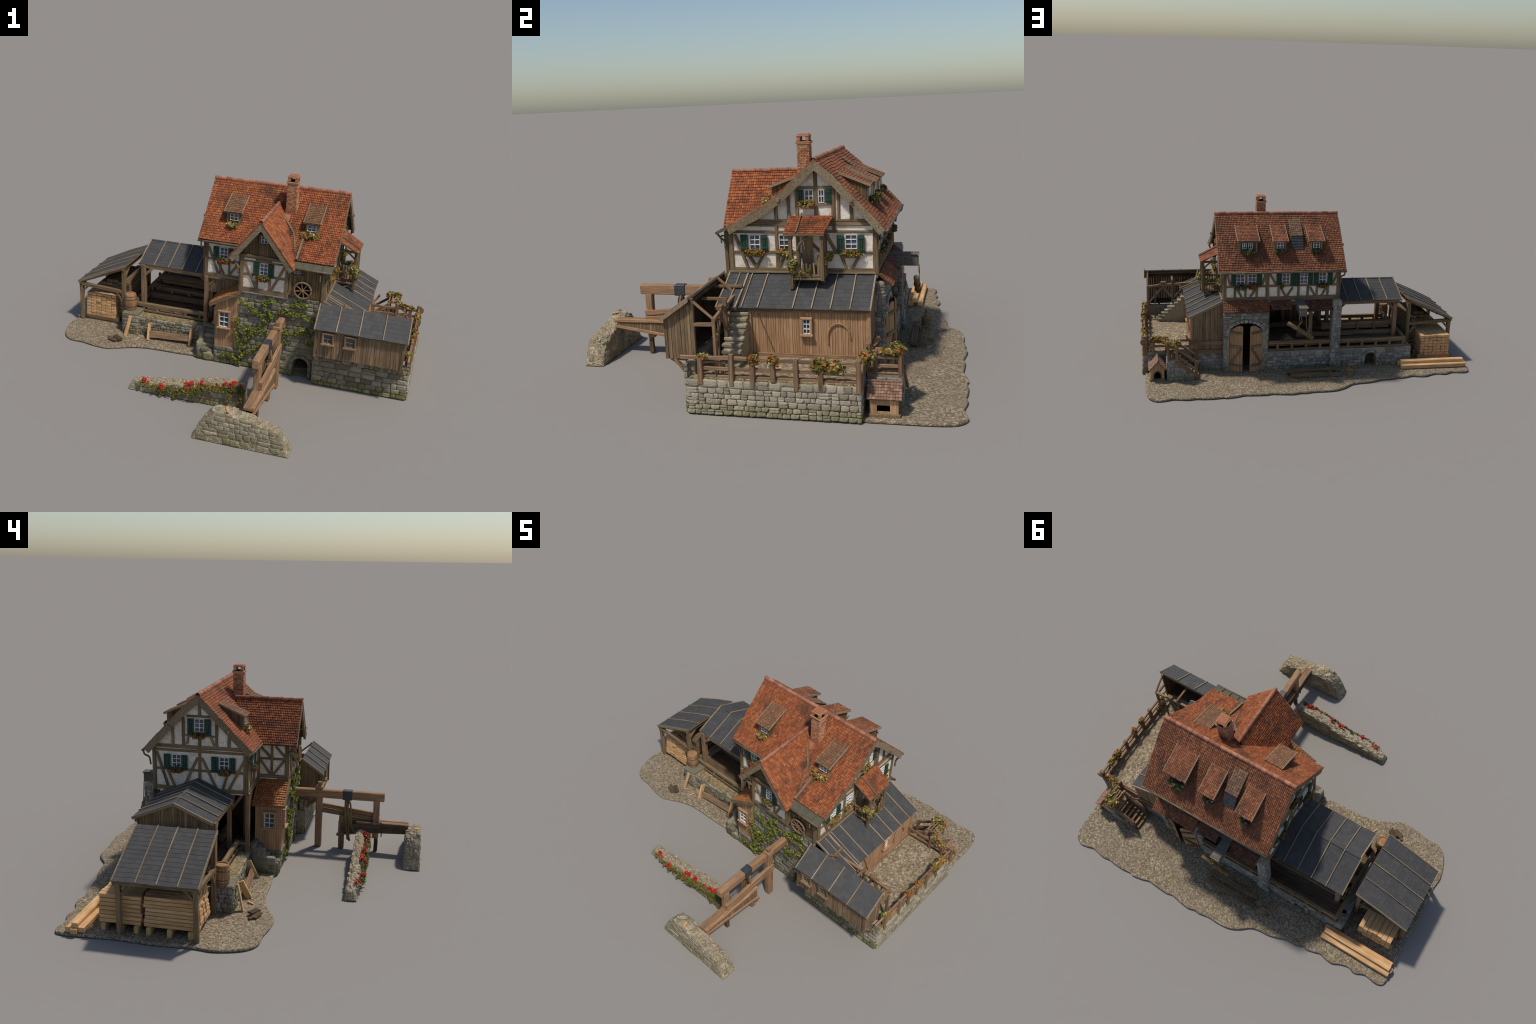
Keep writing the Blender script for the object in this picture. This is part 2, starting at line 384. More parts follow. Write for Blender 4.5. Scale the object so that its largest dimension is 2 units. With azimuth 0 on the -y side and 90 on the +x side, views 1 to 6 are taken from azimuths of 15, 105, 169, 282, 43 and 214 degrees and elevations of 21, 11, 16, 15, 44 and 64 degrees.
def ridge_tiles(p0, p1, n, r, parent, mat='ridge'):
    M, L = frame(p0, p1); step = L / n; mb = MB(); k = 8; vs = []
    for x, rr in ((-.54, 1.0), (-.3, 1.12), (-.22, 1.0), (.54, .92)):
        vs += [(x * step, math.cos(a) * r * rr, math.sin(a) * r * rr) for a in [math.pi * (-.08 + 1.16 * i / k) for i in range(k + 1)]]
    fs = []
    for q in range(3):
        for i in range(k): fs.append((q * 9 + i, q * 9 + i + 1, (q + 1) * 9 + i + 1, (q + 1) * 9 + i))
    mb.add(vs, [f[::-1] for f in fs])
    first = None
    for i in range(n):
        Mi = M @ Matrix.Translation((-L / 2 + (i + .5) * step, 0, R.uniform(-.001, .001))) @ Matrix.Rotation(R.uniform(-.03, .03), 4, 'Z')
        if first is None: first = mb.obj('ridge_tile', mat, parent, Mi, smooth=True)
        else: put(first.copy(), parent, Mi)

def rake_board(name, line, U, u, wid, hgt, mat, parent, below=.012, ends=0.):
    """barge board that follows the roof profile"""
    mb = MB(); a = []; n = len(line.p)
    for i, p in enumerate(line.p):
        _, t = line.at(min(line.d[i] + 1e-4, line.L - 1e-4)); N = U.cross(t); N = N if N.z > 0 else -N
        j = R.uniform(-.0015, .0015) if i < n - 1 else 0.
        if i == n - 1: N = EZ / N.z; below, hgt = below, hgt
        up = p + N * (below + j); dn = p + N * (below - hgt + j)
        a.append([up + U * (u - wid / 2), up + U * (u + wid / 2), dn + U * (u + wid / 2), dn + U * (u - wid / 2)])
    vs = [q for s in a for q in s]; fs = []
    for i in range(n - 1):
        for k in range(4):
            j = (k + 1) % 4; fs.append((i * 4 + k, i * 4 + j, (i + 1) * 4 + j, (i + 1) * 4 + k))
    fs += [(0, 1, 2, 3), tuple(range(4 * n - 1, 4 * n - 5, -1))]
    mb.add(vs, fs); o = mb.obj(name, mat, parent)
    bm = bmesh.new(); bm.from_mesh(o.data); bmesh.ops.recalc_face_normals(bm, faces=bm.faces[:]); bm.to_mesh(o.data); bm.free()
    return o

# ------------------------------------------------------------------ masonry
def _stone_template():
    n = 4; g = {}; vs = []; fs = []
    def vid(p):
        k = tuple(round(x, 4) for x in p)
        if k not in g: g[k] = len(vs); vs.append(p)
        return g[k]
    for ax in range(3):
        for sg in (-1, 1):
            for i in range(n):
                for j in range(n):
                    q = []
                    for di, dj in ((0, 0), (1, 0), (1, 1), (0, 1)):
                        p = [0, 0, 0]; p[ax] = sg; p[(ax + 1) % 3] = -1 + 2 * (i + di) / n; p[(ax + 2) % 3] = -1 + 2 * (j + dj) / n
                        q.append(vid(tuple(p)))
                    fs.append(tuple(q) if sg > 0 else tuple(q[::-1]))
    a = np.array(vs, float); r = np.linalg.norm(a, axis=1, keepdims=True)
    s = a / np.maximum(np.abs(a).max(1, keepdims=True), 1e-6)
    sphere = a / r * 1.22
    return s * .74 + sphere * .26 * .97, fs
STV, STF = _stone_template()

def stone_verts(rr, hu, hv, hd):
    a = STV.copy()
    # skew the four corners so that no two stones are alike
    ku, kv = [rr.uniform(-.16, .16) for _ in range(2)]
    a[:, 0] *= 1 + ku * a[:, 1]; a[:, 1] *= 1 + kv * a[:, 0]
    ph = [rr.uniform(0, 6.3) for _ in range(3)]
    a += .05 * np.stack([np.sin(4 * a[:, 1] + ph[0]), np.sin(4 * a[:, 0] + ph[1]), np.sin(3 * a[:, 0] + 4 * a[:, 1] + ph[2])], 1)
    return np.clip(a, -1.12, 1.12) * np.array([hu, hv, hd])

def course(rr, width, height, rh, asp):
    """irregular courses: yields centre u, v and half sizes"""
    v = 0.
    while v < height - rh * .35:
        h = min(rh * rr.uniform(.72, 1.3), height - v)
        if height - v - h < rh * .4: h = height - v
        u = -rr.uniform(0, rh * asp * .6)
        while u < width:
            w = h * asp * rr.choice((.65, .85, 1., 1.2, 1.5)) * rr.uniform(.9, 1.1)
            a, b = max(u, 0), min(u + w, width)
            if b - a > h * .35:
                if rr.random() < .13 and w > h * .9:
                    yield (a + b) / 2, v + h * .27, (b - a) / 2, h * .27
                    yield (a + b) / 2, v + h * .77, (b - a) / 2, h * .23
                else: yield (a + b) / 2, v + h / 2 + rr.uniform(-.06, .06) * h, (b - a) / 2, h / 2 * rr.uniform(.95, 1.05)
            u += w
        v += h

def rubble(O, U, W, width, height, rh, mat, parent, mask=None, proud=.003, asp=1.5, seed=1, named=False, warp=None, gap=.965):
    """stones laid on a wall face whose outward normal is U x W"""
    rr = random.Random(seed); O = V(O); N = U.cross(W); mb = MB(); k = 0
    rot = Matrix((U, W, N)).transposed()
    for u, v, hu, hv in course(rr, width, height, rh, asp):
        if mask and not mask(u, v, hu, hv): continue
        d = max(.006, min(hu, hv) * .7); a = stone_verts(rr, hu * gap, hv * gap, d)
        c = O + U * u + W * v + N * (proud * rr.uniform(.5, 1.2) - d)
        if warp: c = c + warp(u, v)
        if named:
            m = MB(); m.add(a.tolist(), STF); M = rot.to_4x4(); M.translation = c
            m.obj('stone', mat, parent, M, smooth=True)
        else:
            q = a @ np.array(rot.transposed()) + np.array(c); mb.add(q.tolist(), STF)
    if not named: return mb.obj('rubble_stones', mat, parent, smooth=True, stuff=True)

def arch_stones(O, U, W, cu, half, spring, rise, parent, mat, n=9, size=.016, leg=True):
    O = V(O); N = U.cross(W); rot = Matrix((U, W, N)).transposed(); rr = random.Random(3); mb = MB(); pos = []
    for i in range(n):
        a = math.pi * (i + .5) / n
        pos.append((cu - math.cos(a) * (half + size * .45), spring + math.sin(a) * (rise + size * .45), math.atan2(math.sin(a) / max(rise, .01), -math.cos(a) / half)))
    ln = math.pi * (half + rise) / 2 / n * .52
    for u, v, a in pos:
        q = stone_verts(rr, size * .5, ln * 1.15, .011); c, s = math.cos(a), math.sin(a)
        q = np.stack([q[:, 0] * c - q[:, 1] * s, q[:, 0] * s + q[:, 1] * c, q[:, 2]], 1)
        p = q @ np.array(rot.transposed()) + np.array(O + U * u + W * v - N * .004); mb.add(p.tolist(), STF)
    if leg:
        k = max(2, round(spring / .028))
        for sgn in (-1, 1):
            for i in range(k):
                q = stone_verts(rr, size * .5, spring / k * .5, .011)
                p = q @ np.array(rot.transposed()) + np.array(O + U * (cu + sgn * (half + size * .45)) + W * (spring * (i + .5) / k) - N * .004); mb.add(p.tolist(), STF)
    return mb.obj('arch_stones', mat, parent, smooth=True, stuff=True)

def arch_poly(x0, x1, z0, z1, cu, half, spring, rise, n=12):
    """wall outline with an arched opening that reaches its foot"""
    p = [(x0, z0), (cu - half, z0)]
    for i in range(n + 1):
        a = math.pi * i / n; p.append((cu - half * math.cos(a), spring + rise * math.sin(a)))
    return p + [(cu + half, z0), (x1, z0), (x1, z1), (x0, z1)]

# ------------------------------------------------------------------ carpentry
def planks(name, O, U, W, width, top, bot, pw, thick, mat, parent, seed=1, gap=.0004, ragged=0.):
    rr = random.Random(seed); O = V(O); N = U.cross(W); mb = MB(); n = max(1, round(width / pw)); cuts = [0.]
    for i in range(n): cuts.append(cuts[-1] + rr.uniform(.6, 1.4))
    cuts = [c * width / cuts[-1] for c in cuts]
    for i in range(n):
        w = cuts[i + 1] - cuts[i]; u = (cuts[i] + cuts[i + 1]) / 2; t = top(u) if callable(top) else top; b = bot(u) if callable(bot) else bot
        tl = top(cuts[i] + gap) if callable(top) else top; tr = top(cuts[i + 1] - gap) if callable(top) else top
        b -= rr.uniform(0, ragged); d = rr.uniform(-.0009, .0009); hw = w / 2 - gap * rr.uniform(.3, 1.1)
        x0, x1 = u - hw, u + hw; c = min(.0010, hw * .25)
        vs = []
        for x, z, e in ((x0, b, -c), (x0 + c, b, 0), (x1 - c, b, 0), (x1, b, -c), (x1, tr, -c), (x1 - c, tr, 0), (x0 + c, tl, 0), (x0, tl, -c)):
            vs.append(O + U * x + W * z + N * (d + e))
        vs += [O + U * x + W * z + N * (d - thick) for x, z in ((x0, b), (x1, b), (x1, tr), (x0, tl))]
        mb.add(vs, [(0, 1, 6, 7), (1, 2, 5, 6), (2, 3, 4, 5), (0, 7, 11, 8), (3, 9, 10, 4), (0, 8, 9, 3, 2, 1), (7, 6, 5, 4, 10, 11), (8, 11, 10, 9)])
    return mb.obj(name, mat, parent, stuff=True)

def window(c, U, N, w, h, nx, ny, parent, frame_mat='white', trim=None, bar=.0030):
    """casement: frame mesh with panes, optional wooden trim and sill; c is the centre of the outer face"""
    c = V(c); mb = MB(); fw = .0030
    for s in (-1, 1):
        mb.box(c + U * (s * (w / 2 - fw / 2)), (EZ, U, N), (h / 2, fw / 2, .005), .001)
        mb.box(c + EZ * (s * (h / 2 - fw / 2)), (U, EZ, N), (w / 2 - .0007, fw / 2 - .0003, .0042), .001)
    for i in range(1, nx): mb.box(c + U * (-w / 2 + w * i / nx), (EZ, U, N), (h / 2 - fw, bar / 2, .004), .0008)
    for i in range(1, ny): mb.box(c + EZ * (-h / 2 + h * i / ny), (U, EZ, N), (w / 2 - fw, bar / 2, .0036), .0008)
    o = mb.obj('window', frame_mat, parent)
    g = MB(); g.box(c - N * .003, (U, EZ, N), (w / 2 - .001, h / 2 - .001, .0012)); g.obj('window_pane', 'glass', o)
    if trim:
        tb = MB(); tw = .0085
        for s in (-1, 1): tb.box(c + U * (s * (w / 2 + tw / 2)) + N * .001, (EZ, U, N), (h / 2 + tw * .3, tw / 2, .008), .0015)
        tb.box(c + EZ * (h / 2 + tw / 2) + N * .0022, (U, EZ, N), (w / 2 + tw + .0014, tw / 2, .008), .0015)
        tb.box(c - EZ * (h / 2 + tw / 2) + N * .005, (U, EZ, N), (w / 2 + tw * 1.4, tw / 2, .012), .0015)
        tb.obj('window_trim', trim, o)
    return o

def shutter(c, U, N, w, h, parent, tilt=0.):
    mb = MB(); n = 3; c = V(c)
    for i in range(n): mb.box((-w / 2 + w * (i + .5) / n, 0, 0), (EZ, EX, EY), (h / 2, w / n / 2 - .0006, .003), .0008)
    for z in (-.33, .33): mb.box((0, .0034, z * h), (EX, EZ, EY), (w / 2 - .001, .004, .0015), .0006)
    M = Matrix((U, N, EZ)).transposed().to_4x4(); M.translation = c + N * .004
    return mb.obj('shutter', 'shutter', parent, M @ Matrix.Rotation(tilt, 4, 'Z'))

# ------------------------------------------------------------------ plants
def leaf_shape(rr, c, n, size, long=1.5):
    n = n.normalized(); t = n.orthogonal().normalized(); t.rotate(Matrix.Rotation(rr.uniform(0, 6.3), 3, n)); b = n.cross(t)
    L, w = size * long, size * .5; bend = rr.uniform(.1, .35) * size
    vs = [c - t * (L * .5), c - t * (L * .12) + b * w + n * bend * .4, c + t * (L * .25) + b * w * .7 + n * bend * .5, c + t * (L * .5) - n * bend * .3,
          c + t * (L * .25) - b * w * .7 + n * bend * .5, c - t * (L * .12) - b * w + n * bend * .4, c - n * bend * .3]
    return vs, [(0, 1, 6), (1, 2, 6), (2, 3, 6), (3, 4, 6), (4, 5, 6), (5, 0, 6)]

def posy(c, half, n, size, mat, parent, seed=0, name='flower_cluster', hole=False, stems=True):
    """dense cushion of small leaves and blossoms inside an ellipsoid"""
    rr = random.Random(seed * 13 + 5); mb = MB(); c = V(c)
    for i in range(n):
        d = V((rr.gauss(0, 1), rr.gauss(0, 1), rr.gauss(.15, 1))).normalized(); k = rr.uniform(.62, 1.) ** .6
        lump = 1 + .28 * math.sin(7 * d.x + seed) * math.sin(6 * d.y + 2 * seed + 5 * d.z)
        p = c + V((d.x * half[0], d.y * half[1], d.z * half[2])) * (k * lump)
        nn = d + V((rr.uniform(-.7, .7), rr.uniform(-.7, .7), rr.uniform(-.3, .9)))
        vs, fs = leaf_shape(rr, p, nn, size * rr.uniform(.65, 1.3)); mb.add(vs, fs)
    return mb.obj(name, mat, parent, stuff=True)

def vine(path, r, n, size, spread, mat, parent, N, seed=0):
    pts = smooth_path(path, 6); st = tube('ivy_stem', pts, r, 'log', parent, 5, taper=[1 - .7 * i / (len(pts) - 1) for i in range(len(pts))])
    rr = random.Random(seed + 77); mb = MB()
    for i in range(n):
        k = rr.random() * (len(pts) - 1); a = pts[int(k)].lerp(pts[min(int(k) + 1, len(pts) - 1)], k % 1)
        side = V((rr.gauss(0, 1), rr.gauss(0, 1), rr.gauss(-.15, 1))) * spread * .72; side -= N * side.dot(N)
        p = a + side + N * rr.uniform(.001, .012)
        vs, fs = leaf_shape(rr, p, N + V((rr.uniform(-.8, .8), rr.uniform(-.8, .8), rr.uniform(-.2, .9))), size * rr.uniform(.6, 1.25), 1.15); mb.add(vs, fs)
    mb.obj('ivy_leaves', mat, st, stuff=True)

# ================================================================== layout helpers
SIDE = {'E': (EX, EY), 'N': (EY, -EX), 'W': (-EX, -EY), 'S': (-EY, EX)}     # outward normal, rightward axis
def at(side, pl, a, z): return V((pl, a, z)) if side in 'EW' else V((a, pl, z))

def framing(side, pl, items, parent, mat='timber', depth=.016, proud=.006):
    """timbers on a facade; items are (a0, z0, a1, z1, width)"""
    N = SIDE[side][0]
    for i, (a0, z0, a1, z1, w) in enumerate(items):
        off = N * (proud - depth / 2 + (.0009 if a0 == a1 else 0) + (.0013 if (a0 != a1 and z0 != z1) else 0))
        nm = 'timber_post' if a0 == a1 else ('timber_rail' if z0 == z1 else 'timber_brace')
        beam(nm, at(side, pl, a0, z0) + off, at(side, pl, a1, z1) + off, w, depth, mat, parent, up=N, wob=.05)

def wall_window(side, pl, a0, z0, a1, z1, parent, nx=2, ny=3, shut=(), trim=None, N_off=.003, frame_mat='white'):
    N, U = SIDE[side]; a0, a1 = min(a0, a1), max(a0, a1)
    window(at(side, pl, (a0 + a1) / 2, (z0 + z1) / 2) + N * N_off, U, N, a1 - a0, z1 - z0, nx, ny, parent, frame_mat, trim)
    for b0, b1, c0, c1 in shut:
        shutter(at(side, pl, (b0 + b1) / 2, (c0 + c1) / 2) + N * .004, U, N, abs(b1 - b0), c1 - c0, parent, R.uniform(-.05, .05))

def flower_box(side, pl, a, z, half, parent, mat='flower_r', n=90, seed=1, box=True):
    N, U = SIDE[side]; c = at(side, pl, a, z) + N * .018
    if box:
        mb = MB(); mb.box(c - EZ * .008 - N * .004, (U, EZ, N), (half * .8, .006, .009), .0015); p = mb.obj('flower_box', 'timber', parent)
    else: p = parent
    h = (half, .014, .017) if side in 'NS' else (.014, half, .017)
    posy(c + EZ * .002, h, int(n * 2.1), .0080, mat, p, seed)

RIDGE_Y, RIDGE_Z = .252, .919
SOUTH = [(-.131, .648), (-.110, .657), (-.064, .680), (-.019, .702), (.049, .743), (.116, .797), (.182, .854), (RIDGE_Y, RIDGE_Z)]
SOUTH_W = [(-.018, .649), (.056, .721), (.107, .774), (.183, .850), (RIDGE_Y, RIDGE_Z)]
NORTH = [(.534, .634), (.487, .688), (.447, .729), (.388, .791), (.328, .854), (RIDGE_Y, RIDGE_Z)]
def zof(prof, y):
    p = sorted(prof)
    for a, b in zip(p, p[1:]):
        if a[0] <= y <= b[0]: return a[1] + (b[1] - a[1]) * (y - a[0]) / (b[0] - a[0])
    return p[0][1] if y < p[0][0] else p[-1][1]
def yz(prof, x=0.): return Line([(x, y, z) for y, z in prof])

mats()
HOUSE = root('half_timbered_sawmill', (.17, .17, 0), 'half-timbered sawmill with red tiled roof, sheds and terrace', 'building')

# ================================================================== yard
def yard():
    north = [(.975, .50), (.974, .62), (.972, .74), (.958, .82), (.915, .857), (.86, .852), (.822, .843), (.749, .857), (.70, .851), (.668, .856), (.604, .859), (.55, .853), (.53, .860), (.468, .850), (.43, .838),
             (.389, .841), (.307, .846), (.27, .838), (.23, .844), (.152, .855), (.11, .845), (.075, .848), (.021, .838), (-.039, .840), (-.109, .834), (-.167, .808), (-.216, .770), (-.265, .756), (-.321, .752),
             (-.373, .739), (-.418, .722), (-.486, .718), (-.52, .704), (-.541, .712), (-.592, .701), (-.62, .693), (-.654, .702), (-.70, .706), (-.739, .688), (-.786, .677), (-.82, .688), (-.845, .684), (-.886, .668),
             (-.949, .678), (-.985, .668)]
    west = [(-.999, .635), (-.997, .55), (-.990, .45), (-.987, .40), (-.993, .307), (-.996, .21), (-.990, .13), (-.988, .04), (-.995, -.03), (-.972, -.12), (-.94, -.175), (-.893, -.203), (-.82, -.206),
            (-.74, -.222), (-.66, -.225), (-.605, -.200), (-.535, -.165), (-.455, -.145), (-.371, -.140), (-.276, -.138), (-.19, -.132), (-.14, -.142), (-.10, -.125)]
    inner = [(-.03, -.10), (.30, -.09), (.62, -.05), (.80, .20), (.93, .40)]
    pts = [V((x, y, 0)) for x, y in smooth_path([V((x, y, 0)) for x, y in north + west], 3) for _ in [0]] if 0 else [V((p.x, p.y, 0)) for p in smooth_path([V((x, y, 0)) for x, y in north + west], 3)]
    pts += [V((x, y, 0)) for x, y in inner]
    n = len(pts); bm = bmesh.new(); rings = []
    for z, ins in ((0., .001), (.005, 0.), (.009, .002), (.0115, .007)):
        ring = []
        for i, p in enumerate(pts):
            t = (pts[(i + 1) % n] - pts[i - 1]).normalized(); nrm = V((-t.y, t.x, 0))
            ring.append(bm.verts.new(p + nrm * ins + EZ * z))
        rings.append(ring)
    for a, b in zip(rings, rings[1:]):
        for i in range(n): bm.faces.new((a[i], a[(i + 1) % n], b[(i + 1) % n], b[i]))
    bm.faces.new(rings[-1]); bm.faces.new(rings[0][::-1])
    bm.normal_update(); bmesh.ops.triangulate(bm, faces=[f for f in bm.faces if len(f.verts) > 4]); bmesh.ops.recalc_face_normals(bm, faces=bm.faces[:])
    me = bpy.data.meshes.new('yard'); bm.to_mesh(me); bm.free(); me.materials.append(MAT['gravel'])
    o = put(bpy.data.objects.new('yard', me), HOUSE)
    rr = random.Random(4); mb = MB()      # loose pebbles
    def inside(x, y, m=.018):
        c = False
        for a, b in zip(pts, pts[1:] + pts[:1]):
            if (a.y > y) != (b.y > y) and x < (b.x - a.x) * (y - a.y) / (b.y - a.y) + a.x: c = not c
            if (V((x, y, 0)) - (a + b) / 2).length < m: return False
        return c
    for i in range(1300):
        x, y = rr.uniform(-.97, .94), rr.uniform(-.19, .84)
        if not inside(x, y) or (-.66 < x < .70 and -.04 < y < .545) or (x > .48 and y < .5) or (y < -.12 and x > -.55) or (y < -.02 and x > -.12): continue
        s = rr.uniform(.002, .0042); q = STV[:, [0, 1, 2]] * np.array([s, s * rr.uniform(.6, 1), s * .45]); a = rr.uniform(0, 6.3)
        q = np.stack([q[:, 0] * math.cos(a) - q[:, 1] * math.sin(a) + x, q[:, 0] * math.sin(a) + q[:, 1] * math.cos(a) + y, q[:, 2] + .012], 1); mb.add(q.tolist(), STF)
    mb.obj('pebbles', 'stone_warm', o, smooth=True, stuff=True)

# ================================================================== main roof
XG_X, XG_Z = .182, .849
def xg_z(x): return XG_Z - abs(x - XG_X) * 1.27
def main_roof():
    roof = node('roof', HOUSE, (.17, .25, .75))
    W0, E0 = -.211, .549
    roof_board('roof_boarding', yz(NORTH), EX, W0 + .004, E0 - .004, .014, 'dark_wood', roof)
    roof_board('roof_boarding', yz(SOUTH), EX, .26, E0 - .004, .014, 'dark_wood', roof)
    roof_board('roof_boarding', yz(SOUTH_W), EX, W0 + .004, .262, .0135, 'dark_wood', roof)
    vis = lambda p: not (p.y < .17 and p.z < xg_z(p.x) - .035)
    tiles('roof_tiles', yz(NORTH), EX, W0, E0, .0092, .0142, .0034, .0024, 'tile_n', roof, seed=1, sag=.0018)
    tiles('roof_tiles', yz(SOUTH), EX, .262, E0, .0092, .0142, .0034, .0024, 'tile', roof, keep=vis, seed=2, sag=.0012)
    tiles('roof_tiles', yz(SOUTH_W), EX, W0, .262, .0092, .0142, .0034, .0024, 'tile', roof, keep=vis, seed=3, sag=.0012)
    ridge_tiles((W0, RIDGE_Y, RIDGE_Z + .001), (E0, RIDGE_Y, RIDGE_Z + .001), 23, .0105, roof)
    # barge boards
    for pr, u in ((NORTH, E0 - .002), (SOUTH, E0 - .002), (NORTH, W0 + .002), (SOUTH_W, W0 + .002)):
        rake_board('barge_board', yz(pr), EX, u - (.003 if u > 0 else -.003), .010, .032, 'barge', roof, below=.0)
    # grey flashing that carries the eave on over the plank wall
    ext = Line([(0, -.174, .627), (0, -.128, .646)])
    roof_board('eave_flashing', ext, EX, .352, .549, .007, 'lead', roof, drop=.002)
    for x in (.40, .452, .50): beam('flashing_seam', (x, -.174, .627), (x, -.138, .6425), .004, .005, 'lead', roof)
    # gutters
    tube('gutter', [(W0, .541, .628), (.17, .541, .630), (E0, .541, .630)], .0065, 'pipe', roof)
    tube('gutter', [(W0, -.022, .641), (.02, -.022, .642)], .0055, 'pipe', roof)
    tube('gutter', [(.355, -.176, .624), (.549, -.176, .624)], .005, 'pipe', roof)
    for p in ([(W0 + .012, .541, .626), (W0 + .012, .535, .605), (-.186, .515, .588), (-.186, .508, .55)], [(.532, .541, .626), (.532, .53, .605), (.526, .512, .59), (.526, .506, .55)],
              [(W0 + .02, -.022, .64), (W0 + .02, -.018, .61), (-.178, .0, .592), (-.176, .004, .55)], [(.54, -.175, .622), (.535, -.16, .60), (.525, -.148, .585), (.522, -.146, .56)],
              [(.03, -.190, .63), (.034, -.18, .605), (.056, -.168, .598), (.062, -.166, .55)]):
        tube('downpipe', smooth_path(p), .0048, 'pipe', roof)
    # purlin ends under the verges
    for x, s in ((E0, 1), (W0, -1)):
        for y in (.10, .40):
            z = zof((SOUTH if s > 0 else SOUTH_W) if y < .25 else NORTH, y) - .024
            beam('purlin_end', (x - s * .03, y, z), (x + s * .010, y, z), .014, .014, 'barge', roof)

    # ---- cross gable
    xg = node('cross_gable_roof', HOUSE, (XG_X, -.03, .75))
    yf, yb = -.203, .15
    L = Line([(.018, 0, .640), (.075, 0, .712), (XG_X, 0, XG_Z)]); Rr = Line([(.361, 0, .620), (.285, 0, .717), (XG_X, 0, XG_Z)])
    for ln in (L, Rr): roof_board('roof_boarding', ln, EY, yf + .004, yb, .013, 'dark_wood', xg)
    vis2 = lambda p: p.z > (zof(SOUTH if p.x > .26 else SOUTH_W, max(p.y, -.13)) - .03) or p.y < -.02
    tiles('roof_tiles', L, EY, yf, yb, .0092, .0142, .0034, .0024, 'tile', xg, keep=vis2, seed=4)
    tiles('roof_tiles', Rr, EY, yf, yb, .0105, .0150, .0034, .0022, 'tile', xg, keep=vis2, seed=5)
    ridge_tiles((XG_X, yf, XG_Z + .001), (XG_X, yb + .01, XG_Z + .001), 14, .0098, xg)
    for ln in (L, Rr): rake_board('barge_board', ln, EY, yf + .008, .012, .028, 'barge', xg, below=.0)
    rake_board('valley_board', Line([(.352, -.115, .648), (.30, .03, .737), (.212, .12, .806)]), V((.9, .3, .3)).normalized(), 0, .010, .012, 'barge', xg, below=.003)
    # tie from the flashing up along the cross-gable verge
    rake_board('verge_board', Line([(.352, -.13, .652), (.352, -.06, .684), (.352, -.01, .71), (.352, .03, .735)]), EX, .004, .010, .014, 'barge', xg, below=.010)

# ================================================================== dormers
def dormer(x0, x1, yf, ztop, yb, zb, prof, south, parent_tile, wins, seed, bodyi=.012):
    """shed dormer: overhanging lid, plank cheeks and casements"""
    s = -1 if south else 1; d = node('dormer', HOUSE, ((x0 + x1) / 2, yf, ztop))
    fy = yf - s * .02; zr = zof(prof, fy) - .012; slope = (zb - ztop) / (yb - yf); zf = ztop + slope * (fy - yf) - .007
    bx0, bx1 = x0 + bodyi, x1 - bodyi; ymeet = yb
    prism('dormer_body', (bx1, 0, 0), EY, EZ, [(fy, zr), (fy, zf), (ymeet, zb - .01), (ymeet, zof(prof, ymeet) - .03)][::(-1 if south else 1)], bx1 - bx0, 'plank_grey', d)
    for xx, nn in ((bx0, -1), (bx1, 1)):      # cheek boards
        U = EY if nn > 0 else -EY; O = V((xx + nn * .0015, 0, 0)); a, b = sorted((fy, yb - s * -.0)); k = 7
        def hi(u, U=U, a=a, b=b): y = (a + u) if U is EY else (b - u); return ztop + slope * (y - yf) - .006
        def lo(u, U=U, a=a, b=b): y = (a + u) if U is EY else (b - u); return min(zof(prof, y) - .004, hi(u) - .001)
        planks('dormer_cheek', O + EY * (a if nn > 0 else b), U, EZ, b - a, hi, lo, .016, .003, 'plank_grey', d, seed)
    side = 'S' if south else 'N'
    n = len(wins)
    N = SIDE[side][0]
    planks('dormer_front', V((bx0 if south else bx1, fy, 0)) + N * .002, SIDE[side][1], EZ, bx1 - bx0, zf, zr, .014, .003, 'plank_grey', d, seed + 3)
    for a0, a1, w0, w1 in wins: wall_window(side, fy, a0, w0, a1, w1, d, 2, 2, N_off=.005)
    for xx in (bx0 + .005, bx1 - .005): beam('dormer_post', (xx, fy + s * .003, zr), (xx, fy + s * .003, zf), .009, .008, 'barge', d, up=N)
    ln = Line([(0, yf, ztop), (0, yb, zb)])
    roof_board('dormer_boarding', ln, EX, x0, x1, .006, 'barge', d, drop=.001)
    tiles('dormer_tiles', ln, EX, x0 + .001, x1 - .001, .0092, .0142, .0026, .0018, parent_tile, d, seed=seed, sag=.001)
    for xx in (x0, x1): rake_board('dormer_verge', ln, EX, xx, .0035, .010, 'batten', d, below=.004)
    return d

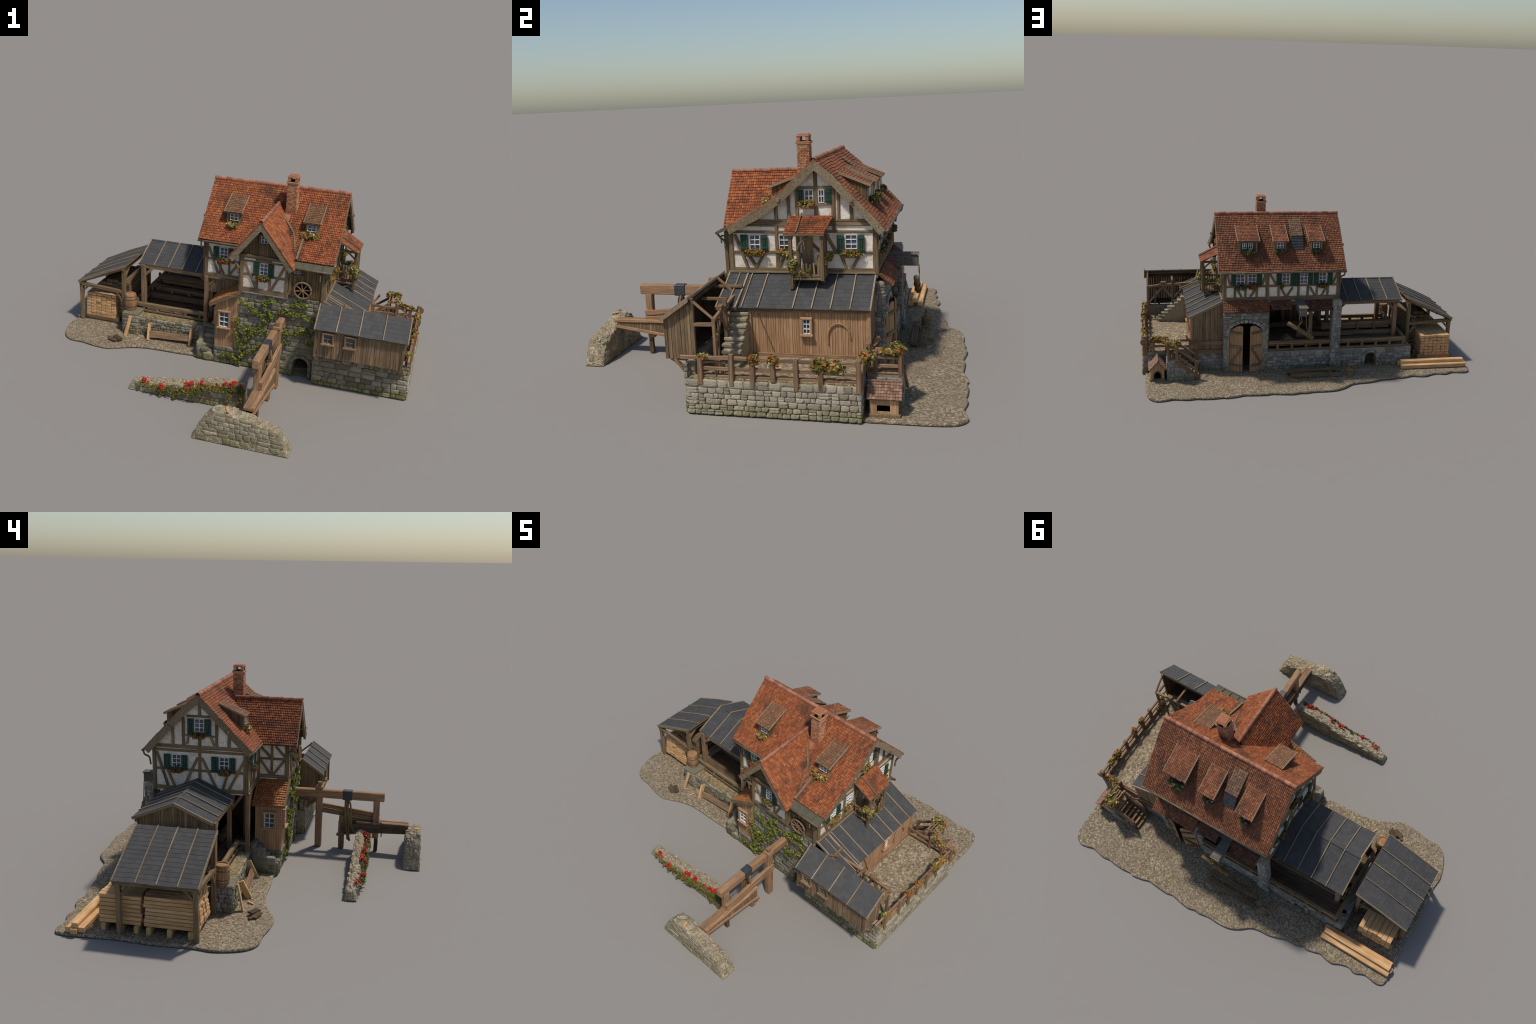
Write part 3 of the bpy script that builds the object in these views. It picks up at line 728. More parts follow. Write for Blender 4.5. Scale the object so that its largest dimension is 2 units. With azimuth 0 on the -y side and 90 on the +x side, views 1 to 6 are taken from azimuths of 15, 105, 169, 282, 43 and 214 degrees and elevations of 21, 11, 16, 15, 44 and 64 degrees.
def dormers():
    d = dormer(-.088, .010, .040, .800, .180, .860, SOUTH_W, True, 'tile_old', [(-.058, -.012, .752, .789)], 11)
    posy((-.043, .040, .735), (.032, .018, .016), 110, .0095, 'flower_y', d, 3)
    d = dormer(.346, .437, .029, .799, .192, .858, SOUTH, True, 'tile_old', [(.366, .414, .752, .786)], 12)
    posy((.388, .012, .737), (.048, .022, .018), 190, .0095, 'flower_y', d, 4)
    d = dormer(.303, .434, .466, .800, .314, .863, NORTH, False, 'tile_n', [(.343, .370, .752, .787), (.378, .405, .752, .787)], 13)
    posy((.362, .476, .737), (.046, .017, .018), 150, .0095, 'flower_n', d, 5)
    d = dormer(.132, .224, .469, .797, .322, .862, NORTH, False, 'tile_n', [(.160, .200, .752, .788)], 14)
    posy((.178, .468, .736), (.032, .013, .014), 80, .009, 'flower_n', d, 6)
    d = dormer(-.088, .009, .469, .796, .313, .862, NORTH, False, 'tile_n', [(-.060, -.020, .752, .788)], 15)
    posy((-.042, .468, .734), (.034, .013, .014), 80, .009, 'flower_n', d, 7)
    # hoist hood between the dormers: shingled top, dark slate front
    h = node('hoist_hood', HOUSE, (.068, .40, .80))
    prism('hood_body', (.100, 0, 0), EY, EZ, [(.440, .735), (.402, .812), (.297, .890), (.30, .85)], .062, 'plank_grey', h)
    tiles('hood_tiles', Line([(0, .404, .814), (0, .293, .893)]), EX, .032, .106, .0115, .0150, .0026, .0016, 'tile_hood', h, seed=21)
    tiles('hood_slates', Line([(0, .443, .741), (0, .403, .815)]), EX, .034, .104, .017, .017, .002, .0004, 'slate', h, seed=22, rnd_end=0.)

# ================================================================== chimney
def chimney():
    c = node('chimney', HOUSE, (.2535, .155, .9)); x0, x1, y0, y1 = .227, .281, .128, .182; rr = random.Random(9)
    blk('chimney_core', (x0 + .002, y0 + .002, .76), (x1 - .002, y1 - .002, .972), 'bmortar', c)
    mb = MB(); bh = .0072; z = .765; r = 0
    def ring(z, e, bh, r):
        for (ax, o, a0, a1, nrm) in ((0, y0 - e, x0 - e, x1 + e, -EY), (0, y1 + e, x0 - e, x1 + e, EY), (1, x0 - e, y0 - e, y1 + e, -EX), (1, x1 + e, y0 - e, y1 + e, EX)):
            n = 4; w = (a1 - a0) / n; off = .5 if r % 2 else 0
            for i in range(n + (1 if off else 0)):
                a, b = max(a0, a0 + (i - off) * w), min(a1, a0 + (i + 1 - off) * w); m = (a + b) / 2
                if b - a < .003: continue
                p = V((m, o, z)) if ax == 0 else V((o, m, z)); U = EX if ax == 0 else EY
                mb.box(p - nrm * .0025 + nrm * rr.uniform(0, .0009), (U, EZ, nrm), ((b - a) / 2 - .0006, bh / 2 - .0006, .0036), .0007)
    while z < .966: ring(z, 0, bh, r); z += bh; r += 1
    mb.obj('chimney_bricks', 'brick', c, stuff=True)
    mb = MB()
    for z, e, h in ((.9705, .004, .006), (.9765, .006, .006)): mb.box((.254, .155, z), (EX, EY, EZ), (.027 + e, .027 + e, h / 2), .0012)
    for sx in (-1, 1):
        for sy in (-1, 1): mb.box((.254 + sx * .0195, .155 + sy * .0195, .991), (EZ, EX, EY), (.012, .0075, .0075), .001)
    mb.box((.254, .155, 1.0045), (EX, EY, EZ), (.029, .029, .0035), .0015); mb.box((.254, .155, 1.0095), (EX, EY, EZ), (.024, .024, .0025), .0015)
    mb.obj('chimney_cap', 'brick', c)
    mb = MB(); mb.box((.254, .155, .981), (EX, EY, EZ), (.0275, .0275, .0015)); mb.obj('chimney_flue', 'void', c)
    # stepped foot
    prism('chimney_foot', (.288, 0, 0), EY, EZ, [(.10, .775), (.13, .805), (.135, .83), (.19, .86), (.19, .80)][::-1], .068, 'brick', c)

# ================================================================== upper storey
def storey():
    E, N_, W_ = .512, .494, -.182
    # plaster walls
    east = node('east_gable', HOUSE, (E, .18, .45)); prof = [(y, z - .016) for y, z in SOUTH] + [(y, z - .016) for y, z in NORTH[::-1][1:]]
    prof = [(-.13, zof(SOUTH, -.13) - .02)] + [p for p in prof if -.12 < p[0] < .49] + [(.497, zof(NORTH, .497) - .02)]
    prism('plaster_wall', (E, 0, 0), EY, EZ, [(-.13, .43)] + prof[:1] + prof[1:] + [(.497, .43)], .02, 'plaster', east)
    def rail(a0, a1, z, w): return (a0, z, a1, z, w)
    def post(a, z0, z1, w): return (a, z0, a, z1, w)
    framing('E', E, [rail(-.13, .497, .458, .022), rail(-.13, .497, .655, .018), rail(-.13, .497, .622, .010), rail(-.13, .165, .536, .012), rail(.285, .497, .534, .012),
        post(-.121, .44, .655, .018), post(.488, .44, .655, .018), post(.078, .46, .65, .014), post(.168, .46, .655, .014), post(.283, .46, .655, .014), post(.322, .62, .655, .013),
        (-.105, .612, -.05, .466, .013), (-.05, .528, -.012, .468, .012), (.019, .528, -.016, .468, .012), (.116, .53, .083, .468, .012), (.290, .61, .328, .536, .013), (.348, .53, .368, .468, .012), (.428, .53, .394, .468, .012),
        (.172, .53, .245, .468, .011), (.20, .60, .262, .54, .011),
        rail(.166, .328, .805, .010), post(.250, .682, .87, .015), post(.080, .67, .742, .014), post(.134, .67, .782, .013), post(.170, .67, .812, .014), post(.322, .67, .808, .016), post(.343, .67, .79, .011), post(.395, .67, .734, .014),
        rail(.166, .325, .683, .012), rail(.255, .320, .734, .008), rail(-.04, .48, .669, .010)], east)
    for y0, y1, z0, z1, sh in ((-.039, .007, .546, .610, ((-.079, -.046, .541, .611), (.012, .040, .543, .610))), (.089, .132, .541, .610, ()), (.367, .416, .550, .610, ((.333, .363, .535, .609), (.420, .447, .535, .609))),
                            (.204, .241, .745, .796, ((.175, .201, .741, .797),)), (.261, .286, .742, .796, ((.290, .315, .742, .797),))):
        wall_window('E', E, y0, z0, y1, z1, east, 2, 3 if z0 < .7 else 2, sh)
    flower_box('E', E, -.018, .534, .050, east, 'flower_w', 130, 31); flower_box('E', E, .105, .537, .026, east, 'flower_w', 70, 32); flower_box('E', E, .392, .531, .046, east, 'flower_w', 120, 33)
    flower_box('E', E, .218, .736, .036, east, 'flower_y', 90, 34); flower_box('E', E, .300, .519, .017, east, 'flower_y', 50, 35, False)
    # north wall
    north = node('north_wall', HOUSE, (.17, N_, .45))
    prism('plaster_wall', (0, N_, 0), -EX, EZ, [(-.515, .43), (.180, .43), (.180, .645), (-.515, .645)], .02, 'plaster', north)
    framing('N', N_, [rail(.516, -.181, .456, .024), rail(.516, -.181, .534, .012), rail(.516, -.181, .622, .016),
        post(.507, .445, .63, .018), post(.256, .445, .63, .022), post(-.173, .445, .63, .018)] +
        [post(a, .46, .532, .013) for a in (.449, .386, .319, .188, .068, .011, -.045, -.111)] + [post(a, .53, .615, .010) for a in (.384, .008)] +
        [(.438, .522, .408, .468, .012), (.324, .522, .358, .468, .012), (.176, .522, .145, .468, .012), (.104, .522, .137, .468, .012), (-.002, .522, -.034, .466, .012), (-.104, .522, -.075, .466, .012),
         (.495, .612, .477, .545, .012), (.268, .61, .286, .545, .012), (.243, .61, .207, .545, .012), (-.165, .605, -.141, .540, .012)], north)
    for a0, a1, sh in ((.441, .394, ((.473, .443, .541, .613),)), (.373, .325, ((.322, .290, .537, .612),)), (.168, .124, ((.204, .172, .54, .612), (.119, .091, .532, .611))), (.062, .014, ((.090, .064, .532, .611), (.012, -.016, .536, .611))),
                       (-.053, -.098, ((-.021, -.051, .535, .610), (-.106, -.138, .535, .609)))):
        wall_window('N', N_, a0, .545, a1, .611, north, 2, 3, sh)
    flower_box('N', N_, .415, .533, .036, north, 'flower_n', 90, 41); flower_box('N', N_, .345, .536, .032, north, 'flower_r', 70, 42); flower_box('N', N_, -.078, .533, .030, north, 'flower_r', 90, 43)
    flower_box('N', N_, .17, .537, .012, north, 'flower_r', 24, 44, False)
    # west gable
    west = node('west_gable', HOUSE, (W_, .25, .45)); pw = [(-(y), z - .016) for y, z in NORTH if y < .49] + [(-y, z - .016) for y, z in SOUTH_W[::-1][1:] if y > .02]
    prism('plaster_wall', (W_, 0, 0), -EY, EZ, [(-.497, .42), (-.012, .42), (-.012, zof(SOUTH_W, .012) - .02)] + pw[::-1] + [(-.497, zof(NORTH, .497) - .02)], .02, 'plaster', west)
    framing('W', W_, [rail(.497, .012, .436, .020), rail(.497, .012, .534, .012), rail(.49, .02, .652, .018), rail(.497, .012, .632, .012), post(.488, .42, .655, .018), post(.020, .42, .655, .018), post(.252, .44, .66, .015),
        (.475, .62, .42, .446, .013), (.420, .528, .384, .446, .012), (.263, .60, .335, .446, .013), (.242, .60, .165, .446, .013), (.022, .605, .10, .446, .013), (.107, .528, .133, .446, .012),
        rail(.318, .19, .808, .010), post(.252, .81, .875, .014), post(.252, .66, .715, .014), post(.390, .66, .748, .014), post(.335, .66, .80, .014), post(.165, .66, .795, .014), post(.102, .66, .735, .014),
        (.309, .708, .318, .666, .010), (.195, .708, .178, .666, .010), rail(.345, .165, .711, .008)], west)
    for a0, a1, z0, z1, sh in ((.395, .348, .547, .610, ((.438, .402, .534, .611), (.345, .314, .535, .610))), (.151, .102, .547, .610, ((.192, .156, .534, .611), (.099, .068, .535, .610))), (.277, .228, .731, .797, ((.313, .280, .715, .797), (.225, .192, .715, .797)))):
        wall_window('W', W_, a0, z0, a1, z1, west, 2, 3, sh)
    flower_box('W', W_, .370, .534, .034, west, 'flower_r', 95, 51); flower_box('W', W_, .124, .534, .036, west, 'flower_r', 95, 52); flower_box('W', W_, .256, .712, .036, west, 'flower_r', 95, 53)
    # south wall, west part
    S1 = .012; sw = node('south_wall', HOUSE, (-.05, S1, .45))
    prism('plaster_wall', (0, S1, 0), EX, EZ, [(-.18, .42), (.075, .42), (.075, .65), (-.18, .65)], .02, 'plaster', sw)
    framing('S', S1, [rail(-.181, .07, .444, .016), rail(-.181, .07, .424, .014), rail(-.181, .07, .533, .011), rail(-.181, .07, .628, .016), post(-.170, .42, .65, .018), post(-.090, .455, .53, .011), post(-.040, .455, .53, .011),
        (-.158, .60, -.103, .455, .012), (-.105, .52, -.07, .455, .011), (.010, .525, -.036, .455, .011)], sw)
    wall_window('S', S1, -.092, .545, -.048, .608, sw, 2, 3, ((-.130, -.098, .533, .609), (-.044, -.014, .535, .609)))
    flower_box('S', S1, -.068, .533, .034, sw, 'flower_r', 95, 61)
    planks('plank_apron', (-.160, S1 + .004, 0), EX, EZ, .225, .418, .335, .012, .006, 'plank_z', sw, 62)
    blk('storey_floor', (-.178, .016, .418), (.512, .494, .432), 'dark_wood', sw)
    # ---- cross gable front
    S2 = -.149; cg = node('cross_gable_front', HOUSE, (.19, S2, .45))
    prism('plaster_wall', (0, S2, 0), EX, EZ, [(.070, .44), (.326, .44), (.326, .65), (.070, .65)], .02, 'plaster', cg)
    framing('S', S2, [rail(.066, .330, .460, .024), rail(.066, .330, .643, .016), post(.078, .445, .645, .020), post(.318, .445, .645, .018), rail(.086, .145, .546, .012), rail(.248, .31, .546, .012), rail(.150, .236, .626, .014), rail(.085, .15, .618, .008), rail(.236, .31, .622, .008),
        (.092, .612, .158, .474, .013), (.306, .617, .240, .474, .013), post(.161, .47, .538, .012), post(.229, .47, .542, .012)], cg)
    wall_window('S', S2, .174, .552, .217, .616, cg, 2, 3, ((.140, .171, .546, .620), (.219, .250, .543, .619)))
    flower_box('S', S2, .193, .536, .040, cg, 'flower_r', 120, 63)
    tri_top = lambda u: min(xg_z(.062 + u) - .02, .83)
    planks('gable_planks', (.062, S2 - .004, 0), EX, EZ, .262, tri_top, .649, .0105, .006, 'plank_grey', cg, 64, ragged=.001)
    beam('timber_rail', (.045, S2 - .008, .652), (.335, S2 - .008, .648), .014, .014, 'timber', cg)
    wall_window('S', S2 - .008, .175, .727, .211, .768, cg, 2, 2, trim='plank_grey')
    for x in (.062, .302): beam('purlin_end', (x, -.14, xg_z(x) - .028), (x, -.197, xg_z(x) - .028), .012, .012, 'barge', cg)
    beam('knee_brace', (.064, S2 - .004, .575), (.032, S2 - .032, .640), .010, .010, 'timber', cg)
    # west return of the cross gable
    prism('plaster_wall', (.068, 0, 0), -EY, EZ, [(-.015, .44), (.147, .44), (.147, .65), (-.015, .65)], .018, 'plaster', cg)
    framing('W', .068, [rail(.012, -.148, .458, .018), rail(.012, -.148, .553, .011), rail(.012, -.148, .632, .014), post(-.142, .445, .64, .015), post(-.066, .46, .63, .013), post(.004, .445, .64, .012),
        (-.008, .612, -.060, .56, .012), (-.085, .62, -.135, .565, .012), (-.006, .543, -.060, .468, .012), (-.130, .545, -.075, .468, .012)], cg)
    # plank bay with the cart wheel
    pb = node('plank_bay', HOUSE, (.42, -.15, .45))
    planks('bay_planks', (.326, -.145, 0), EX, EZ, .19, .630, .462, .0125, .008, 'plank_grey', pb, 65, ragged=.004)
    blk('bay_backing', (.326, -.138, .43), (.512, -.122, .640), 'plank_grey', pb)
    framing('S', -.145, [post(.507, .44, .625, .016), post(.335, .465, .625, .012)], pb, 'timber')
    wall_window('S', -.146, .355, .586, .390, .606, pb, 2, 1, trim='plank_grey')
    blk('bay_side', (.495, -.141, .43), (.510, -.12, .640), 'plank_grey', pb)
    w = tube('cart_wheel', [(.405 + .044 * math.cos(a), -.160, .503 + .044 * math.sin(a)) for a in [2 * math.pi * i / 32 for i in range(33)]], .0052, 'timber_red', pb)
    mb = MB(); mb.box((.405, -.157, .503), (EX, EY, EZ), (.008, .007, .008), .003); mb.obj('wheel_hub', 'timber_red', w)
    for i in range(8):
        a = math.pi * 2 * i / 8 + .2; d = V((math.cos(a), 0, math.sin(a))); c = V((.405, -.159, .503)); beam('wheel_spoke', c + d * .006, c + d * .042, .0055, .0055, 'timber_red', w)
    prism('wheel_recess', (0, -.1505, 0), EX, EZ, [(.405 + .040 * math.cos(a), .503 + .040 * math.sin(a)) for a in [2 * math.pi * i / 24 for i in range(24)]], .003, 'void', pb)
    tube('hook', smooth_path([(.492, -.15, .60), (.492, -.172, .60), (.492, -.172, .57)]), .0035, 'timber', pb)

# ================================================================== balcony
def balcony():
    b = node('balcony', HOUSE, (.57, .225, .45)); x0, x1, y0, y1 = .524, .618, .160, .288
    blk('balcony_floor', (x0, y0 - .006, .442), (x1 + .006, y1 + .006, .452), 'timber', b, .002)
    for y in (y0, y1): beam('balcony_post', (x1, y, .405 if y == y0 else .44), (x1, y, .632), .015, .015, 'timber', b)
    for y in (y0 + .004, y1 - .004): beam('balcony_bracket', (x0, y, .40), (x1 - .01, y, .442), .012, .012, 'timber', b)
    beam('balcony_rail', (x1, y0, .458), (x1, y1, .458), .010, .008, 'timber', b); beam('balcony_rail', (x1, y0, .628), (x1, y1, .628), .012, .012, 'timber', b)
    for y in (y0, y1):
        beam('balcony_rail', (x0, y, .505), (x1, y, .505), .008, .010, 'timber', b); beam('balcony_rail', (x0, y, .628), (x1, y, .628), .010, .012, 'timber', b)
        for i in range(6): beam('baluster', (x0 + .010 + i * .015, y, .452), (x0 + .010 + i * .015 + R.uniform(-.002, .002), y, .512), .007, .005, 'timber', b)
        beam('balcony_brace', (x1, y, .585), (x1 - .045, y, .626), .008, .008, 'timber', b)
    for i, h in enumerate((.530, .512, .508, .510, .506, .512, .545)):
        y = y0 + .018 + i * .0155; beam('baluster', (x1, y, .452), (x1 + R.uniform(-.003, .003), y + R.uniform(-.003, .003), h), .0075, .006, 'timber', b)
    beam('baluster', (x1 - .002, y1 - .026, .505), (x1 + .002, y1 - .018, .553), .007, .006, 'timber', b); beam('baluster', (x1, y1 - .012, .452), (x1, y1 - .010, .535), .009, .007, 'timber', b)
    tube('bent_branch', smooth_path([(x1, .188, .562), (x1 + .004, .20, .592), (x1 + .002, .222, .612), (x1, .252, .622)]), .005, 'timber', b)
    tube('bent_branch', smooth_path([(x1, .214, .612), (x1 + .004, .216, .590), (x1 + .002, .220, .565)]), .0035, 'timber', b)
    prism('balcony_door', (.5225, 0, 0), EY, EZ, [(.188, .455), (.232, .455), (.232, .60), (.188, .60)], .004, 'plank_z', b)
    ln = Line([(.632, 0, .633), (.524, 0, .690)])
    lim = lambda t: (.134 + .008 * t, .300 + .026 * t)
    roof_board('balcony_boarding', ln, EY, .136, .301, .007, 'timber', b)
    tiles('balcony_tiles', ln, EY, .134, .31, .0105, .0135, .003, .002, 'tile', b, seed=71, limits=lim)
    beam('roof_batten', (.634, .188, .640), (.524, .190, .700), .005, .007, 'barge', b); beam('fascia', (.631, .134, .630), (.631, .301, .630), .006, .010, 'timber', b)
    posy((.608, .148, .545), (.018, .022, .020), 70, .0095, 'flower_w', b, 72); posy((.622, .168, .512), (.014, .022, .022), 80, .0095, 'flower_y', b, 73)
    posy((.585, .150, .515), (.03, .012, .014), 60, .009, 'flower_y', b, 74); posy((.585, .296, .515), (.034, .010, .012), 70, .009, 'flower_w', b, 75)
    vine([(.618, .150, .50), (.625, .17, .48), (.624, .20, .475), (.626, .235, .486)], .0015, 50, .009, .006, 'trail', b, EX, 76)

# ================================================================== stone ground floor
def ground_floor():
    # ---- south stone wall with the tail-race arch and ivy
    s = node('south_stone_wall', HOUSE, (.22, -.14, 0)); x0, x1, zt = .066, .498, .452; y = -.142
    A = (.418, .043, .070, .042)
    prism('wall_core', (0, y, 0), EX, EZ, arch_poly(x0, x1, 0, zt, *A), .045, 'mortar', s)
    def m(u, v, hu, hv):
        x = x0 + u; q = (abs(x - A[0]) - hu * .6) / (A[1] + .012); return not (q < 1 and v - hv * .6 < A[2] + (A[3] + .012) * math.sqrt(max(0, 1 - max(q, 0) ** 2)))
    rubble((x0, y, 0), EX, EZ, x1 - x0, zt, .024, 'stone_s', s, m, .0035, 1.9, 101)
    arch_stones((0, y - .004, 0), EX, EZ, A[0], A[1], A[2], A[3], s, 'stone_s', 11, .018)
    for lo, hi in (((.350, -.10, 0), (.374, .06, .14)), ((.462, -.10, 0), (.486, .06, .14)), ((.35, -.10, .114), (.486, .06, .14)), ((.35, .06, 0), (.486, .07, .14))): blk('race_tunnel', lo, hi, 'stone_s', s)
    prism('tunnel_floor', (0, -.12, .001), EX, EY, [(.378, -.015), (.458, -.015), (.458, .02), (.378, .02)], .001, 'stone_s', s)
    for i, (pa, n, sp) in enumerate((
            ([(.078, 0, .008), (.083, 0, .06), (.088, 0, .10), (.10, 0, .125), (.135, 0, .19), (.173, 0, .237), (.21, 0, .285), (.245, 0, .325), (.30, 0, .372)], 230, .007),
            ([(.30, 0, .372), (.331, 0, .385), (.37, 0, .412), (.403, 0, .424), (.437, 0, .415)], 170, .009), ([(.30, 0, .372), (.33, 0, .362), (.36, 0, .360), (.40, 0, .367), (.44, 0, .350), (.468, 0, .336)], 150, .008),
            ([(.245, 0, .325), (.228, 0, .36), (.204, 0, .393), (.225, 0, .412), (.255, 0, .424)], 150, .009), ([(.207, 0, .285), (.208, 0, .33), (.175, 0, .335), (.150, 0, .343), (.13, 0, .368), (.083, 0, .385)], 190, .010),
            ([(.10, 0, .125), (.075, 0, .16), (.060, 0, .20), (.056, 0, .215)], 70, .008), ([(.12, 0, .16), (.105, 0, .215), (.075, 0, .255), (.058, 0, .285)], 120, .010), ([(.15, 0, .205), (.14, 0, .235), (.125, 0, .248)], 60, .010),
            ([(.173, 0, .237), (.22, 0, .228), (.252, 0, .215)], 60, .008), ([(.30, 0, .262), (.335, 0, .248), (.377, 0, .252), (.41, 0, .275), (.428, 0, .288)], 150, .010), ([(.43, 0, .285), (.455, 0, .268), (.482, 0, .262)], 60, .009),
            ([(.09, 0, .06), (.115, 0, .085), (.15, 0, .110), (.185, 0, .142), (.225, 0, .17)], 130, .006), ([(.082, 0, .03), (.06, 0, .05), (.035, 0, .060), (.005, 0, .058), (-.02, 0, .060)], 110, .006),
            ([(.455, 0, .20), (.465, 0, .21), (.478, 0, .195)], 40, .010), ([(.32, 0, .20), (.34, 0, .195)], 26, .007))):
        vine([V((p[0], y - .008, p[2])) for p in pa], .0028 if i == 0 else .0016, n, .0105, sp, 'ivy', s, -EY, 110 + i)
    # ---- porch tower with oriel windows
    t = node('porch_tower', HOUSE, (0, -.07, .1)); tx0, tx1, ty0, ty1 = -.062, .074, -.143, -.006
    blk('tower_core', (tx0 + .004, ty0 + .004, .02), (tx1, ty1 - .004, .34), 'plank_z', t)
    rt = lambda x: .347 + (x + .085) * (.443 - .347) / .165
    prism('tower_head', (0, ty0 + .004, 0), EX, EZ, [(tx0 + .004, .33), (tx1, .33), (tx1, rt(tx1) - .016), (tx0 + .004, rt(tx0) - .016)], ty1 - ty0 - .008, 'plank_z', t)
    planks('tower_planks', (tx0, ty0, 0), EX, EZ, tx1 - tx0, lambda u: rt(tx0 + u) - .014, .095, .0105, .005, 'plank_warm', t, 121, ragged=.004)
    planks('tower_planks', (tx0, ty1, 0), -EY, EZ, ty1 - ty0, rt(tx0) - .014, .092, .0105, .005, 'plank_warm', t, 122, ragged=.004)
    wall_window('S', ty0 - .004, -.034, .221, .018, .307, t, 2, 3, trim='plank_warm'); wall_window('W', tx0 - .004, -.057, .222, -.110, .300, t, 2, 3, trim='plank_warm')
    ln = Line([(-.090, 0, .346), (.076, 0, .444)])
    roof_board('tower_boarding', ln, EY, -.160, .006, .012, 'timber', t); tiles('tower_tiles', ln, EY, -.162, .008, .0125, .0160, .0042, .0022, 'tile_tower', t, seed=123)
    rake_board('tower_verge', ln, EY, -.162, .008, .018, 'timber', t, below=.004)
    rubble((tx0, ty0 - .001, 0), EX, EZ, tx1 - tx0, .10, .022, 'stone_s', t, None, .004, 1.8, 124); rubble((tx0 - .001, ty1, 0), -EY, EZ, ty1 - ty0, .10, .022, 'stone_s', t, None, .004, 1.8, 125)
    blk('tower_footing', (tx0 + .003, ty0 + .003, 0), (tx1, ty1, .10), 'mortar', t)
    # ---- stone steps between ledge and tower
    st = node('stone_steps', HOUSE, (-.11, -.08, .02))
    for i in range(6):
        z = .150 - i * .0185; yy = .0 - i * .0215
        mb = MB(); q = stone_verts(random.Random(200 + i), .052, .0145, .012); q = q + np.array([-.112 - i * .002, yy - .012, z - .010]); mb.add(q.tolist(), STF); mb.obj('step', 'stone_s', st, smooth=True)
        blk('step_body', (-.158, yy - .024, .0), (-.062, yy + .0, z - .014), 'mortar', st)
    for i, (x, yy, z, a, b, c) in enumerate(((-.135, -.132, .034, .026, .016, .034), (-.100, -.136, .024, .024, .014, .024), (-.155, -.105, .052, .014, .030, .045), (-.085, -.134, .018, .022, .012, .018), (-.158, -.05, .075, .012, .036, .065), (-.120, -.140, .060, .020, .012, .012))):
        mb = MB(); q = stone_verts(random.Random(220 + i), a, b, c) + np.array([x, yy, z]); mb.add(q.tolist(), STF); mb.obj('boulder', 'stone_s', st, smooth=True)
    # ---- raised saw platform
    p = node('saw_platform', HOUSE, (-.3, .25, 0)); px0, px1, py0, py1 = -.655, .25, -.032, .528
    AN = (-.396, .037, .066, .034)
    blk('platform_core', (px0 + .004, .0, 0), (-.155, .46, .108), 'mortar', p); blk('platform_rim', (px0 + .003, .06, .10), (-.615, .46, .126), 'stone_n', p); blk('platform_core', (px0 + .004, py0 + .004, 0), (-.56, .066, .126), 'mortar', p); blk('platform_core', (px0 + .004, .44, 0), (-.445, .50, .126), 'mortar', p); blk('platform_core', (-.345, .44, 0), (-.155, .50, .126), 'mortar', p); blk('platform_core', (-.16, .02, 0), (.25, .46, .110), 'mortar', p)
    prism('platform_wall', (0, py1 - .002, 0), -EX, EZ, arch_poly(-px1, -px0 - .004, 0, .128, -AN[0], AN[1], AN[2], AN[3]), .05, 'mortar', p)
    def mn(u, v, hu, hv):
        x = px1 - u
        if -.205 < x - hu and x + hu < -.13: return False
        return not (abs(x - AN[0]) - hu * .6 < AN[1] + .008 and v - hv * .6 < AN[2] + AN[3] + .006)
    rubble((px1, py1, .009), -EX, EZ, px1 - px0, .115, .023, 'stone_n', p, mn, .004, 1.8, 131)
    arch_stones((0, py1 + .004, 0), -EX, EZ, -AN[0], AN[1], AN[2], AN[3], p, 'stone_n', 9, .018)
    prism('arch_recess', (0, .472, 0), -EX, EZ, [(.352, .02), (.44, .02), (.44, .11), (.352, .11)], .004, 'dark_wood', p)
    rubble((px0, py1, .010), -EY, EZ, py1 - py0, .120, .022, 'stone_n', p, None, .004, 1.6, 132)
    rubble((px0, py0, .010), EX, EZ, .094, .120, .020, 'stone_s', p, None, .004, 1.7, 133); LU = V((.998, .0575, 0)).normalized(); rubble((-.566, -.020, .010), LU, EZ, .42, .108, .020, 'stone_s', p, None, .004, 1.7, 137)
    prism('ledge_core', (0, 0, .118), EX, EY, [(-.566, -.017), (-.15, .007), (-.15, .05), (-.566, .05)], .118, 'mortar', p)
    blk('ledge_slab', (px0 - .002, py0 - .002, .126), (-.560, .068, .142), 'stone_s', p, .004)
    prism('sandy_ledge', (0, 0, .1215), EX, EY, [(-.566, -.016), (-.15, .008), (-.15, .05), (-.566, .05)], .004, 'sand', p)
    rubble((px0, .44, .1405), -EY, EX, .01, .01, .02, 'stone_s', p) if 0 else None
    # deck
    planks('deck_planks', (-.612, .060, .160), EX, EY, .862, .450, .0, .022, .010, 'plank_x', p, 134) if 0 else None
    rr = random.Random(135)
    for y0, y1, zz in ((.066, .252, .116), (.250, .504, .157)):
        mb = MB(); n = round((y1 - y0) / .0245)
        for i in range(n):
            yy = y0 + (i + .5) * (y1 - y0) / n; mb.box((-.182 + rr.uniform(-.004, .004), yy, zz + rr.uniform(-.001, .001)), (EX, EY, EZ), (.428, (y1 - y0) / n * .48, .006), .002)
        mb.obj('deck_planks', 'plank_x', p, stuff=True)
    beam('deck_edge', (-.60, .250, .142), (.24, .250, .142), .008, .034, 'timber_red', p)
